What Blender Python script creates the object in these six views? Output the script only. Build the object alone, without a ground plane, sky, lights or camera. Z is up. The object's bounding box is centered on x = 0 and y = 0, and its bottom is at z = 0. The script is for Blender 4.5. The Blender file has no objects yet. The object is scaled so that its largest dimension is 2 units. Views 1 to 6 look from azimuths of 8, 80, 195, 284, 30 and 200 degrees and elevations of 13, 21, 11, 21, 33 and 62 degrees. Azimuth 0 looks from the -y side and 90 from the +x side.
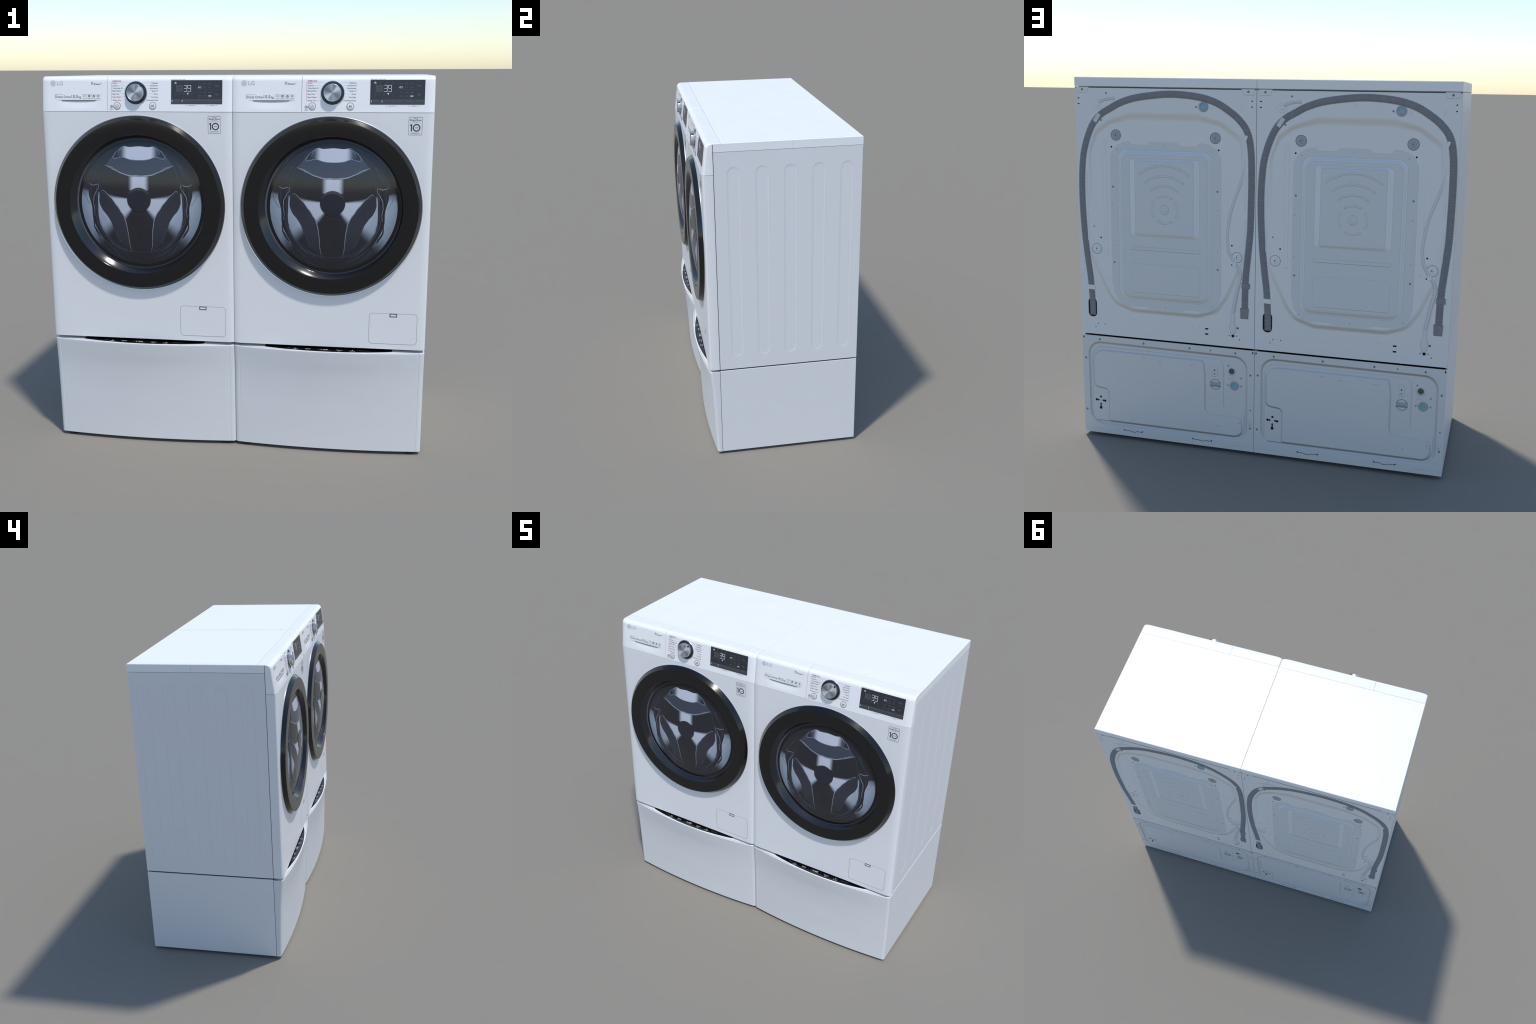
import bpy, bmesh, math
import numpy as np
from mathutils import Vector
from mathutils.geometry import tessellate_polygon

# ------------------------------------------------------------------ materials
def new_mat(name, col, rough=0.4, metal=0.0, noise=0.0, nscale=40.0, coat=0.0, spec=0.5, bump=0.0, bscale=300.0):
    m = bpy.data.materials.new(name); m.use_nodes = True
    nt = m.node_tree; b = nt.nodes["Principled BSDF"]
    b.inputs["Base Color"].default_value = (*col, 1)
    b.inputs["Roughness"].default_value = rough
    b.inputs["Metallic"].default_value = metal
    b.inputs["Specular IOR Level"].default_value = spec
    b.inputs["Coat Weight"].default_value = coat
    b.inputs["Coat Roughness"].default_value = 0.08
    tc = nt.nodes.new("ShaderNodeTexCoord")
    if noise > 0:
        n = nt.nodes.new("ShaderNodeTexNoise"); n.inputs["Scale"].default_value = nscale
        n.inputs["Detail"].default_value = 3
        nt.links.new(tc.outputs["Object"], n.inputs["Vector"])
        r = nt.nodes.new("ShaderNodeValToRGB")
        r.color_ramp.elements[0].position = 0.3; r.color_ramp.elements[1].position = 0.7
        r.color_ramp.elements[0].color = (*[c * (1 - noise) for c in col], 1)
        r.color_ramp.elements[1].color = (*[min(1, c * (1 + noise)) for c in col], 1)
        nt.links.new(n.outputs["Fac"], r.inputs["Fac"])
        nt.links.new(r.outputs["Color"], b.inputs["Base Color"])
    if bump > 0:
        n2 = nt.nodes.new("ShaderNodeTexNoise"); n2.inputs["Scale"].default_value = bscale
        nt.links.new(tc.outputs["Object"], n2.inputs["Vector"])
        bp = nt.nodes.new("ShaderNodeBump"); bp.inputs["Strength"].default_value = bump
        bp.inputs["Distance"].default_value = 0.001
        nt.links.new(n2.outputs["Fac"], bp.inputs["Height"])
        nt.links.new(bp.outputs["Normal"], b.inputs["Normal"])
    return m

def lin(r, g, b):
    f = lambda c: (c / 255 / 12.92) if c <= 10.3 else ((c / 255 + 0.055) / 1.055) ** 2.4
    return (f(r), f(g), f(b))

def ramp_mat(name, axis, stops, rough=0.13, coat=0.0, spec=0.5, axis2=None):
    """colour that runs along an object axis: stops = [(coordinate, colour), ...]"""
    m = bpy.data.materials.new(name); m.use_nodes = True
    nt = m.node_tree; b = nt.nodes["Principled BSDF"]
    b.inputs["Roughness"].default_value = rough
    b.inputs["Specular IOR Level"].default_value = spec
    tc = nt.nodes.new("ShaderNodeTexCoord"); sx = nt.nodes.new("ShaderNodeSeparateXYZ")
    nt.links.new(tc.outputs["Object"], sx.inputs[0])
    lo, hi = stops[0][0], stops[-1][0]
    mr = nt.nodes.new("ShaderNodeMapRange")
    mr.inputs["From Min"].default_value = lo; mr.inputs["From Max"].default_value = hi
    nt.links.new(sx.outputs[axis], mr.inputs["Value"])
    r = nt.nodes.new("ShaderNodeValToRGB"); cr = r.color_ramp
    cr.interpolation = 'EASE'
    while len(cr.elements) < len(stops): cr.elements.new(0.5)
    for e, (p, c) in zip(cr.elements, stops):
        e.position = (p - lo) / (hi - lo); e.color = (*c, 1)
    nt.links.new(mr.outputs["Result"], r.inputs["Fac"])
    nt.links.new(r.outputs["Color"], b.inputs["Base Color"])
    return m

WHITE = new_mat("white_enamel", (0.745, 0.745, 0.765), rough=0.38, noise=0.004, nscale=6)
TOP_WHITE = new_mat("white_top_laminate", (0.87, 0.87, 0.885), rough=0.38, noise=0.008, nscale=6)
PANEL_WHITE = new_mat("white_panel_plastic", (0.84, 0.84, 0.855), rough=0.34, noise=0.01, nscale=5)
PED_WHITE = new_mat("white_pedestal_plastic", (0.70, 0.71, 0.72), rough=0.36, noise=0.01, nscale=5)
WHITE_PLASTIC = new_mat("white_plastic", (0.775, 0.775, 0.79), rough=0.34, noise=0.004, nscale=5)
STEEL_BACK = new_mat("painted_steel_back", (0.80, 0.80, 0.79), rough=0.5, noise=0.006, nscale=9)
COVER = new_mat("galvanised_cover", (0.69, 0.71, 0.705), rough=0.5, noise=0.008, nscale=90)
PED_BACK = new_mat("pedestal_steel", (0.70, 0.705, 0.70), rough=0.5, noise=0.006, nscale=9)
GAP = new_mat("gap_black", (0.012, 0.012, 0.013), rough=0.7, noise=0.1)
SEAM = new_mat("grey_seam", (0.10, 0.10, 0.11), rough=0.6, noise=0.05)
SEAM_SOFT = new_mat("soft_seam", (0.52, 0.53, 0.56), rough=0.5, noise=0.03)
SEAM_TOP = new_mat("top_groove_tone", (0.76, 0.78, 0.84), rough=0.5, noise=0.02)
BLACK = new_mat("black_gloss_plastic", (0.0055, 0.0055, 0.006), rough=0.13, noise=0.05, spec=0.5)
BEVEL = new_mat("smoked_bevel", (0.010, 0.011, 0.015), rough=0.15, noise=0.05, spec=0.6)
CHROME = new_mat("satin_chrome", (0.72, 0.73, 0.75), rough=0.2, metal=1.0, noise=0.03)
KNOB_BASE = new_mat("knob_base_black", (0.018, 0.020, 0.025), rough=0.22, noise=0.05)
DISPLAY = new_mat("display_glass", (0.026, 0.028, 0.034), rough=0.25, noise=0.04)
DISPLAY_BAND = new_mat("display_key_band", (0.050, 0.053, 0.060), rough=0.28, noise=0.04)
PRINT = new_mat("grey_print", (0.16, 0.165, 0.18), rough=0.6, noise=0.05)
PRINT_DARK = new_mat("dark_print", (0.025, 0.027, 0.032), rough=0.6, noise=0.05)
PRINT_PALE = new_mat("pale_print", (0.46, 0.48, 0.51), rough=0.5, noise=0.04)
PRINT_PINK = new_mat("pink_print", (0.52, 0.09, 0.22), rough=0.6, noise=0.05)
LIT = new_mat("lit_segment", (0.72, 0.75, 0.80), rough=0.5, noise=0.02)
DIM = new_mat("unlit_segment", (0.090, 0.095, 0.108), rough=0.4, noise=0.04)
DIMTEXT = new_mat("dim_key_print", (0.13, 0.135, 0.15), rough=0.4, noise=0.04)
HOSE = new_mat("grey_hose_rubber", (0.25, 0.255, 0.27), rough=0.55, noise=0.06, nscale=60)
CAPGREY = new_mat("inlet_cap_grey", (0.42, 0.44, 0.40), rough=0.5, noise=0.05)
BLUE = new_mat("blue_valve", (0.22, 0.44, 0.58), rough=0.4, noise=0.06)
BOLTGREY = new_mat("bolt_plug_grey", (0.40, 0.42, 0.45), rough=0.5, noise=0.05)
RUBBER = new_mat("black_rubber_foot", (0.02, 0.02, 0.02), rough=0.7, noise=0.1)
REDPRINT = new_mat("red_label_print", (0.45, 0.15, 0.12), rough=0.6, noise=0.05)
HOLE_BLACK = new_mat("hole_black", (0.006, 0.006, 0.007), rough=0.8, noise=0.1)

DK = lin(40, 41, 48)
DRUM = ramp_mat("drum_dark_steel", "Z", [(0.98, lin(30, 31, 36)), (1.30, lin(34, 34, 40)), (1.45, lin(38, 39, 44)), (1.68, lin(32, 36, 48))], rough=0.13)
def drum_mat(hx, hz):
    """painted steel reflection: tone swings softly with the angle about the hub and fades with the radius"""
    m = bpy.data.materials.new("drum_steel_reflection"); m.use_nodes = True
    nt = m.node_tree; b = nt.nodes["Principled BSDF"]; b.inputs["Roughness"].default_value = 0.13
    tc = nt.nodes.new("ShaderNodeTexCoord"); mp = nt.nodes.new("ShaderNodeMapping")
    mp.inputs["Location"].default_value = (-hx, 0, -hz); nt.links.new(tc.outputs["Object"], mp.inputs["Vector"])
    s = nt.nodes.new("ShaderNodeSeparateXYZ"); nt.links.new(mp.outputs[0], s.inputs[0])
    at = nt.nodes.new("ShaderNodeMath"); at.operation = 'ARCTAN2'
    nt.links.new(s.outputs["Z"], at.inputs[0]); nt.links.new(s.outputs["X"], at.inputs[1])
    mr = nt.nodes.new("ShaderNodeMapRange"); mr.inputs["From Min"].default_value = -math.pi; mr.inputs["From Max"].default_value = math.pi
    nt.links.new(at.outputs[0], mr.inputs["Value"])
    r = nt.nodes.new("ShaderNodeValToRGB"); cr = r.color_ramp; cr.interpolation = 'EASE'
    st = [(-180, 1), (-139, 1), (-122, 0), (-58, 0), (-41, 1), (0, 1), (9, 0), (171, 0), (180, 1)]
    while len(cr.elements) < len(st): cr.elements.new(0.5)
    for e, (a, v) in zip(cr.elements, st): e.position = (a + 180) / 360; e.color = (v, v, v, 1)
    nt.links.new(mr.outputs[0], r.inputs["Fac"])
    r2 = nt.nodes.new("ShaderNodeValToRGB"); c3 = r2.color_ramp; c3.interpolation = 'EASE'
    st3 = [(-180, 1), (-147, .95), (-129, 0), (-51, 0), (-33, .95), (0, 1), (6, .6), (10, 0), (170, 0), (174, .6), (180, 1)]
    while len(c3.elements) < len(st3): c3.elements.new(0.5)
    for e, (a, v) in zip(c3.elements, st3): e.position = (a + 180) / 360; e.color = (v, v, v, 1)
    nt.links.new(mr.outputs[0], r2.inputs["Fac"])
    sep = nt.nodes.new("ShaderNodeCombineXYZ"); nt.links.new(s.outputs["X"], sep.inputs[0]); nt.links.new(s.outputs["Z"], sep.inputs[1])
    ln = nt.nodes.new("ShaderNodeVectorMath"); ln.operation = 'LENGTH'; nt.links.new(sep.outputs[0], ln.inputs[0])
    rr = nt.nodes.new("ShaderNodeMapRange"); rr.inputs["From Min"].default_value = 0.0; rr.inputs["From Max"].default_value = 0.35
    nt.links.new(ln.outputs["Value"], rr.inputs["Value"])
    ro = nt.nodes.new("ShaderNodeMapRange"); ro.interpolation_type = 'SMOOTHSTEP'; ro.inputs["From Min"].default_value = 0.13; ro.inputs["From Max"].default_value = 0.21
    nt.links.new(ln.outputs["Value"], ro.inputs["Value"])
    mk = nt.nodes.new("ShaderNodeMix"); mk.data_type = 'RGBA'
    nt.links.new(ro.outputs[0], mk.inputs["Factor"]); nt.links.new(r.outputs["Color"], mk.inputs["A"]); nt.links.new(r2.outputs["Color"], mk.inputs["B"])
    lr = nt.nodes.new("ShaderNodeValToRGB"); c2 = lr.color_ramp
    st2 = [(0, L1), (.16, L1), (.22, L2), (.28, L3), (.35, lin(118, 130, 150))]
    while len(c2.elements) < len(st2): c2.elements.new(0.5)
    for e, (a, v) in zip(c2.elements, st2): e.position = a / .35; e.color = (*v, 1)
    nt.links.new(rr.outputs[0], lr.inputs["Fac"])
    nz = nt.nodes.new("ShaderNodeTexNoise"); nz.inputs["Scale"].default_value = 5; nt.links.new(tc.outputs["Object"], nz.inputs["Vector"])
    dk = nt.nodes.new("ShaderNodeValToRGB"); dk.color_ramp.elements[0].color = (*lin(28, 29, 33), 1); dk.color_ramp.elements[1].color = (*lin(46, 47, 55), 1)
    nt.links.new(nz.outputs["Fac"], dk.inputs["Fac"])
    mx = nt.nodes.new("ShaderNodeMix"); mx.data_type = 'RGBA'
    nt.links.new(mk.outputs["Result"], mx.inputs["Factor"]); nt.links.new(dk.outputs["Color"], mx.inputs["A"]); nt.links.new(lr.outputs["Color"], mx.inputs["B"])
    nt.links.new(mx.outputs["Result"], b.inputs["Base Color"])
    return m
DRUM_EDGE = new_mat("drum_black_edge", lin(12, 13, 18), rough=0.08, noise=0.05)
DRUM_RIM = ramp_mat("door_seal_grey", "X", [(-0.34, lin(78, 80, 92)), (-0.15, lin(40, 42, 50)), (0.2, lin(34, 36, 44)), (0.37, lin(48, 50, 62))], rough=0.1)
L1 = lin(184, 189, 203); L2 = lin(156, 165, 183); L3 = lin(148, 159, 175)  # tones of the reflections painted on the drum
LIGHT_TOP = ramp_mat("drum_top_reflection", "X", [(-0.10, DK), (-0.085, lin(60, 64, 80)), (-0.045, L1), (0.074, L1), (0.114, lin(60, 64, 80)), (0.130, DK)])
LIGHT_NECK = ramp_mat("drum_neck_reflection", "X", [(-0.056, lin(36, 37, 43)), (-0.044, lin(36, 37, 43)), (-0.012, L1), (0.041, L1), (0.073, lin(36, 37, 43)), (0.085, lin(36, 37, 43))])
LIGHT_WEDGE = ramp_mat("drum_wedge_reflection", "Z", [(1.25, L1), (1.352, L1), (1.385, DK)])
LIGHT_IN = ramp_mat("drum_wall_reflection", "Z", [(1.150, DK), (1.225, L2), (1.34, L2), (1.36, lin(120, 130, 150))])
LIGHT_OUT = ramp_mat("drum_throat_reflection", "Z", [(1.120, DK), (1.180, L3), (1.330, L3), (1.400, lin(90, 96, 112))])
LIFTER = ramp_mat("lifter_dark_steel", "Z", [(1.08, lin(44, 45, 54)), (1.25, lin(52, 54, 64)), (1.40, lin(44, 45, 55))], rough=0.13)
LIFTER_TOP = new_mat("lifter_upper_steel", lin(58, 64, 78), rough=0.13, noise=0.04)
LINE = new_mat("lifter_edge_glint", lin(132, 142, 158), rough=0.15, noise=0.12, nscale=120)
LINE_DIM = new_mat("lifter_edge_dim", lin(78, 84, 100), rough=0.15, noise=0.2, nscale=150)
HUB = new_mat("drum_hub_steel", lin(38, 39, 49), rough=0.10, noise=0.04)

# brushed knob face: sheen painted in, turning with the angle round the axis
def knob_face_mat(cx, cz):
    m = bpy.data.materials.new("brushed_knob_sheen"); m.use_nodes = True
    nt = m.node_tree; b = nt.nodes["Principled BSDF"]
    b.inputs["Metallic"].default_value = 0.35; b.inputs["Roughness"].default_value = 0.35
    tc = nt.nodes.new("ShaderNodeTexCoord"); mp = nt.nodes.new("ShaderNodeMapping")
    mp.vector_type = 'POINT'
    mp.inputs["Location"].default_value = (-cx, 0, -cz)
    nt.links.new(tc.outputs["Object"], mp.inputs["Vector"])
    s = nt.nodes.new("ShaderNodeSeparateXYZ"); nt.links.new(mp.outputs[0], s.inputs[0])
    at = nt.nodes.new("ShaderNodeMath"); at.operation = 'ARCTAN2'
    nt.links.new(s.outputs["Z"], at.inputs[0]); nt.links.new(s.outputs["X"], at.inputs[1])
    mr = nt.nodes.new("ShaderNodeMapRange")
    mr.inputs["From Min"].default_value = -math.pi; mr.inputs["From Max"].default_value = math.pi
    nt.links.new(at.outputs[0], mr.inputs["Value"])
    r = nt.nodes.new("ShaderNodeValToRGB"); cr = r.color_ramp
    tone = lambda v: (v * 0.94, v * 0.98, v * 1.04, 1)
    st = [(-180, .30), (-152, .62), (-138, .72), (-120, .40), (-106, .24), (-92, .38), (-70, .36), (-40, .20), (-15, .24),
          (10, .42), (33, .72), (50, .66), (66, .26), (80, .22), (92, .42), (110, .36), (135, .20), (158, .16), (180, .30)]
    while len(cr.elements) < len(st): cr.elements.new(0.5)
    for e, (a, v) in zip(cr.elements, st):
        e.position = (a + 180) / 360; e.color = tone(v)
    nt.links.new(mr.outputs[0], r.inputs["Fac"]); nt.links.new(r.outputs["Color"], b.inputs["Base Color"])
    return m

# ------------------------------------------------------------------ mesh helpers
ROOT = bpy.data.objects.new("washing_machine", None)
bpy.context.scene.collection.objects.link(ROOT)
PARTS = []

RELIEF_Y = None                # plane about which pressed-sheet relief is flattened
REAL, SHOWN = 0.40, 2.7        # real height and height used for the shading normals
def add(name, verts, faces, mat, parent=None, smooth=True, angle=32, stuff=False, recalc=True):
    me = bpy.data.meshes.new(name)
    if RELIEF_Y is not None: verts = [(v[0], RELIEF_Y + (v[1] - RELIEF_Y) * SHOWN, v[2]) for v in verts]
    me.from_pydata([tuple(map(float, v)) for v in verts], [], [tuple(f) for f in faces])
    if recalc:
        bm = bmesh.new(); bm.from_mesh(me)
        if RELIEF_Y is None: bmesh.ops.remove_doubles(bm, verts=bm.verts, dist=1e-6)
        bmesh.ops.recalc_face_normals(bm, faces=bm.faces)
        bm.to_mesh(me); bm.free()
    if smooth:
        me.shade_smooth(); me.set_sharp_from_angle(angle=math.radians(angle if RELIEF_Y is None else max(angle, 40)))
    if RELIEF_Y is not None:
        nr = [tuple(c.vector) for c in me.corner_normals]
        for v in me.vertices: v.co.y = RELIEF_Y + (v.co.y - RELIEF_Y) * REAL / SHOWN
        if smooth: me.normals_split_custom_set(nr)
    me.materials.append(mat)
    ob = bpy.data.objects.new(name, me)
    bpy.context.scene.collection.objects.link(ob)
    ob.parent = parent or ROOT
    if stuff: ob["kind"] = "stuff"
    PARTS.append(ob)
    return ob

class Geo:
    """collects several pieces that become one mesh"""
    def __init__(s): s.v = []; s.f = []
    def put(s, v, f):
        o = len(s.v); s.v += [tuple(p) for p in v]; s.f += [tuple(i + o for i in q) for q in f]
    def done(s, name, mat, parent=None, **k): return add(name, s.v, s.f, mat, parent, **k)

def grid(us, vs, fn):
    nu, nv = len(us), len(vs)
    v = [fn(u, w) for u in us for w in vs]
    f = [(i * nv + j, (i + 1) * nv + j, (i + 1) * nv + j + 1, i * nv + j + 1) for i in range(nu - 1) for j in range(nv - 1)]
    return v, f

def box_bevel(x0, x1, y0, y1, z0, z1, bev=0.0, seg=3):
    bm = bmesh.new(); bmesh.ops.create_cube(bm, size=1)
    for v in bm.verts:
        v.co = Vector((x0 + (v.co.x + .5) * (x1 - x0), y0 + (v.co.y + .5) * (y1 - y0), z0 + (v.co.z + .5) * (z1 - z0)))
    if bev > 0:
        bmesh.ops.bevel(bm, geom=list(bm.edges), offset=bev, segments=seg, affect='EDGES', profile=0.5)
    bm.verts.index_update()
    v = [tuple(a.co) for a in bm.verts]; f = [[a.index for a in q.verts] for q in bm.faces]
    bm.free(); return v, f

def tess(loops):
    return [tuple(t) for t in tessellate_polygon([[Vector((p[0], p[1], 0)) for p in l] for l in loops])]

def fillet(pts, r, n=6):
    """round the corners of a closed polygon; r is a number or one radius per corner"""
    out = []; N = len(pts)
    for i in range(N):
        p = np.array(pts[i], float); a = np.array(pts[i - 1], float) - p; b = np.array(pts[(i + 1) % N], float) - p
        rr = r[i] if hasattr(r, '__len__') else r
        la, lb = np.linalg.norm(a), np.linalg.norm(b); a /= la; b /= lb
        c = np.clip(a @ b, -1, 1); th = math.acos(c)
        if rr <= 0 or th > math.pi - 0.05: out.append(tuple(p)); continue
        t = min(rr / math.tan(th / 2), la * .49, lb * .49); q = t * math.tan(th / 2)
        m = (a + b); m /= np.linalg.norm(m); cen = p + m * (q / math.sin(th / 2))
        s = p + a * t - cen; e = p + b * t - cen
        a0 = math.atan2(s[1], s[0]); d = math.atan2(e[1], e[0]) - a0
        while d > math.pi: d -= 2 * math.pi
        while d < -math.pi: d += 2 * math.pi
        for k in range(n + 1):
            g = a0 + d * k / n; out.append((cen[0] + q * math.cos(g), cen[1] + q * math.sin(g)))
    return out

def rrect(x0, x1, z0, z1, r, n=6): return fillet([(x0, z0), (x1, z0), (x1, z1), (x0, z1)], r, n)
def circle(cx, cz, r, n=48): return [(cx + r * math.cos(2 * math.pi * i / n), cz + r * math.sin(2 * math.pi * i / n)) for i in range(n)]
def ccw(l):
    a = sum(l[i - 1][0] * l[i][1] - l[i][0] * l[i - 1][1] for i in range(len(l)))
    return l if a > 0 else l[::-1]
def inset(l, d):
    """move a closed counter-clockwise outline inwards by d"""
    P = np.array(l); A = np.roll(P, 1, 0); B = np.roll(P, -1, 0)
    n1 = np.stack([-(P - A)[:, 1], (P - A)[:, 0]], 1); n2 = np.stack([-(B - P)[:, 1], (B - P)[:, 0]], 1)
    n1 /= np.linalg.norm(n1, axis=1)[:, None] + 1e-12; n2 /= np.linalg.norm(n2, axis=1)[:, None] + 1e-12
    m = n1 + n2; m /= (np.linalg.norm(m, axis=1)[:, None] + 1e-12)
    k = np.clip((m * n1).sum(1), 0.5, 1)[:, None]
    return [tuple(q) for q in P + m / k * d]
def resample(l, n, close=True):
    P = np.array(list(l) + ([l[0]] if close else []), float)
    s = np.r_[0, np.cumsum(np.linalg.norm(np.diff(P, axis=0), axis=1))]
    t = np.linspace(0, s[-1], n + 1 if close else n)
    if close: t = t[:-1]
    return [(np.interp(a, s, P[:, 0]), np.interp(a, s, P[:, 1])) for a in t]
def catmull(pts, n):
    P = np.array(pts, float); P = np.vstack([2 * P[0] - P[1], P, 2 * P[-1] - P[-2]])
    out = []; m = len(pts) - 1
    for q in np.linspace(0, m, n):
        i = min(int(q), m - 1); t = q - i; a, b, c, d = P[i:i + 4]
        out.append(0.5 * (2 * b + (c - a) * t + (2 * a - 5 * b + 4 * c - d) * t ** 2 + (3 * b - a - 3 * c + d) * t ** 3))
    return np.array(out)

# surfaces that flat pieces are laid on: (x, z, distance out of the surface) -> point
FRONT_Y = -0.4357
def on_front(x, z, o): return (x, FRONT_Y - o, z)
CN = np.array([0, -1, 0.125]); CN /= np.linalg.norm(CN)
def cp_y(z): return -0.4345 + 0.125 * (z - 1.811)
def on_panel(x, z, o): return (x, cp_y(z) + CN[1] * o, z + CN[2] * o)
BACK_Y = 0.4755
def on_back(x, z, o): return (x, BACK_Y + o, z)

def plate(outline, surf, o0, o1, holes=()):
    """flat sheet with edges: outline laid on a surface from height o0 to o1"""
    loops = [ccw(list(outline))] + [ccw(list(h))[::-1] for h in holes]
    v = []; f = []
    flat = [p for l in loops for p in l]; n = len(flat)
    v += [surf(x, z, o1) for x, z in flat] + [surf(x, z, o0) for x, z in flat]
    f += tess(loops)
    k = 0
    for l in loops:
        m = len(l)
        for i in range(m): f.append((k + i, k + (i + 1) % m, n + k + (i + 1) % m, n + k + i))
        k += m
    return v, f

def raised(outline, surf, o0, o1, slope, steps=6, cap=True, holes=()):
    """embossed area: S-shaped wall from the outline at o0 to the inset outline at o1"""
    l = ccw(list(outline)); n = len(l); v = []; f = []
    for k in range(steps + 1):
        t = k / steps; e = t * t * (3 - 2 * t)
        v += [surf(x, z, o0 + (o1 - o0) * e) for x, z in inset(l, slope * t)]
    for k in range(steps):
        for i in range(n): f.append((k * n + i, k * n + (i + 1) % n, (k + 1) * n + (i + 1) % n, (k + 1) * n + i))
    if cap:
        top = inset(l, slope); o = len(v); hs = [ccw(list(h))[::-1] for h in holes]
        allp = top + [p for h in hs for p in h]
        v += [surf(x, z, o1) for x, z in allp]
        f += [tuple(o + i for i in t) for t in tess([top] + hs)]
    return v, f

def loft(l0, l1, surf, o0, o1, steps=8, n=240, ease=True):
    a, b = np.array(resample(ccw(list(l0)), n)), np.array(resample(ccw(list(l1)), n))
    j = np.argmin(((b - a[0]) ** 2).sum(1)); b = np.roll(b, -j, 0)
    v = []; f = []
    for k in range(steps + 1):
        t = k / steps; e = t * t * (3 - 2 * t) if ease else t
        P = a + (b - a) * t; v += [surf(x, z, o0 + (o1 - o0) * e) for x, z in P]
    for k in range(steps):
        for i in range(n): f.append((k * n + i, k * n + (i + 1) % n, (k + 1) * n + (i + 1) % n, (k + 1) * n + i))
    return v, f

def dome_cap(cx, cz, r, h, surf, o0=0.0, n=24, rings=4):
    v = []; f = []
    for k in range(rings + 1):
        a = k / rings * math.pi / 2
        v += [surf(x, z, o0 + h * math.sin(a)) for x, z in circle(cx, cz, max(r * math.cos(a), 1e-5), n)]
    for k in range(rings):
        for i in range(n): f.append((k * n + i, k * n + (i + 1) % n, (k + 1) * n + (i + 1) % n, (k + 1) * n + i))
    return v, f

def revolve(prof, surf, cx, cz, n=160):
    """prof = [(radius, height above the surface), ...] turned round the surface normal at (cx, cz)"""
    v = []; f = []
    for r, o in prof: v += [surf(x, z, o) for x, z in circle(cx, cz, max(r, 1e-5), n)]
    for k in range(len(prof) - 1):
        for i in range(n): f.append((k * n + i, k * n + (i + 1) % n, (k + 1) * n + (i + 1) % n, (k + 1) * n + i))
    return v, f

def strip_line(pts, w, surf, o0, o1, close=False):
    """a flat band of width w along a path"""
    P = np.array(pts, float); n = len(P)
    if close: T = np.roll(P, -1, 0) - np.roll(P, 1, 0)
    else: T = np.gradient(P, axis=0)
    T /= np.linalg.norm(T, axis=1)[:, None] + 1e-12; N = np.stack([-T[:, 1], T[:, 0]], 1)
    W = np.broadcast_to(np.asarray(w, float), (n,))[:, None] / 2
    A, B = P + N * W, P - N * W
    v = [surf(*p, o1) for p in A] + [surf(*p, o1) for p in B] + [surf(*p, o0) for p in A] + [surf(*p, o0) for p in B]
    f = []
    for i in range(n if close else n - 1):
        j = (i + 1) % n
        f += [(i, j, n + j, n + i), (i, 2 * n + i, 2 * n + j, j), (n + i, n + j, 3 * n + j, 3 * n + i)]
    return v, f

def text_geo(body, x0, z0, h, surf, w=None, x1=None, align='L', o=0.0006, lower_case=False):
    """lettering with the built-in font, cap height h, optionally stretched to width w"""
    cu = bpy.data.curves.new("lettering", 'FONT'); cu.body = body; cu.size = 1; cu.resolution_u = 2; cu.offset = 0.012
    ob = bpy.data.objects.new("lettering", cu); bpy.context.scene.collection.objects.link(ob)
    bpy.context.view_layer.update()
    me = bpy.data.meshes.new_from_object(ob.evaluated_get(bpy.context.evaluated_depsgraph_get()))
    V = np.array([tuple(v.co)[:2] for v in me.vertices]); F = [tuple(p.vertices) for p in me.polygons]
    bpy.data.objects.remove(ob); bpy.data.curves.remove(cu); bpy.data.meshes.remove(me)
    if len(V) == 0: return [], []
    V[:, 0] -= V[:, 0].min(); s = h / 0.69
    sx = (w / V[:, 0].max()) if w else s * 0.86
    X = V[:, 0] * sx; Z = V[:, 1] * s
    W = X.max(); off = {'L': 0, 'C': -W / 2, 'R': -W}[align]
    return [surf(x0 + off + x, z0 + z, o) for x, z in zip(X, Z)], F

def word(name, body, x0, z0, h, surf, mat, parent, **k):
    v, f = text_geo(body, x0, z0, h, surf, **k)
    return add(name, v, f, mat, parent, smooth=False, recalc=False)

# ------------------------------------------------------------------ cabinet
HX = 0.4992
FY, BY = -0.371, 0.4735        # front edge and back edge of the side walls
g = Geo()
g.put(*box_bevel(-.488, .488, -.36, .455, .600, 1.96)); g.put(*box_bevel(-.488, .488, -.36, .460, .03, .572))
core = g.done("dark_core", GAP, smooth=False)  # added dark core that makes the gaps read black

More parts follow.
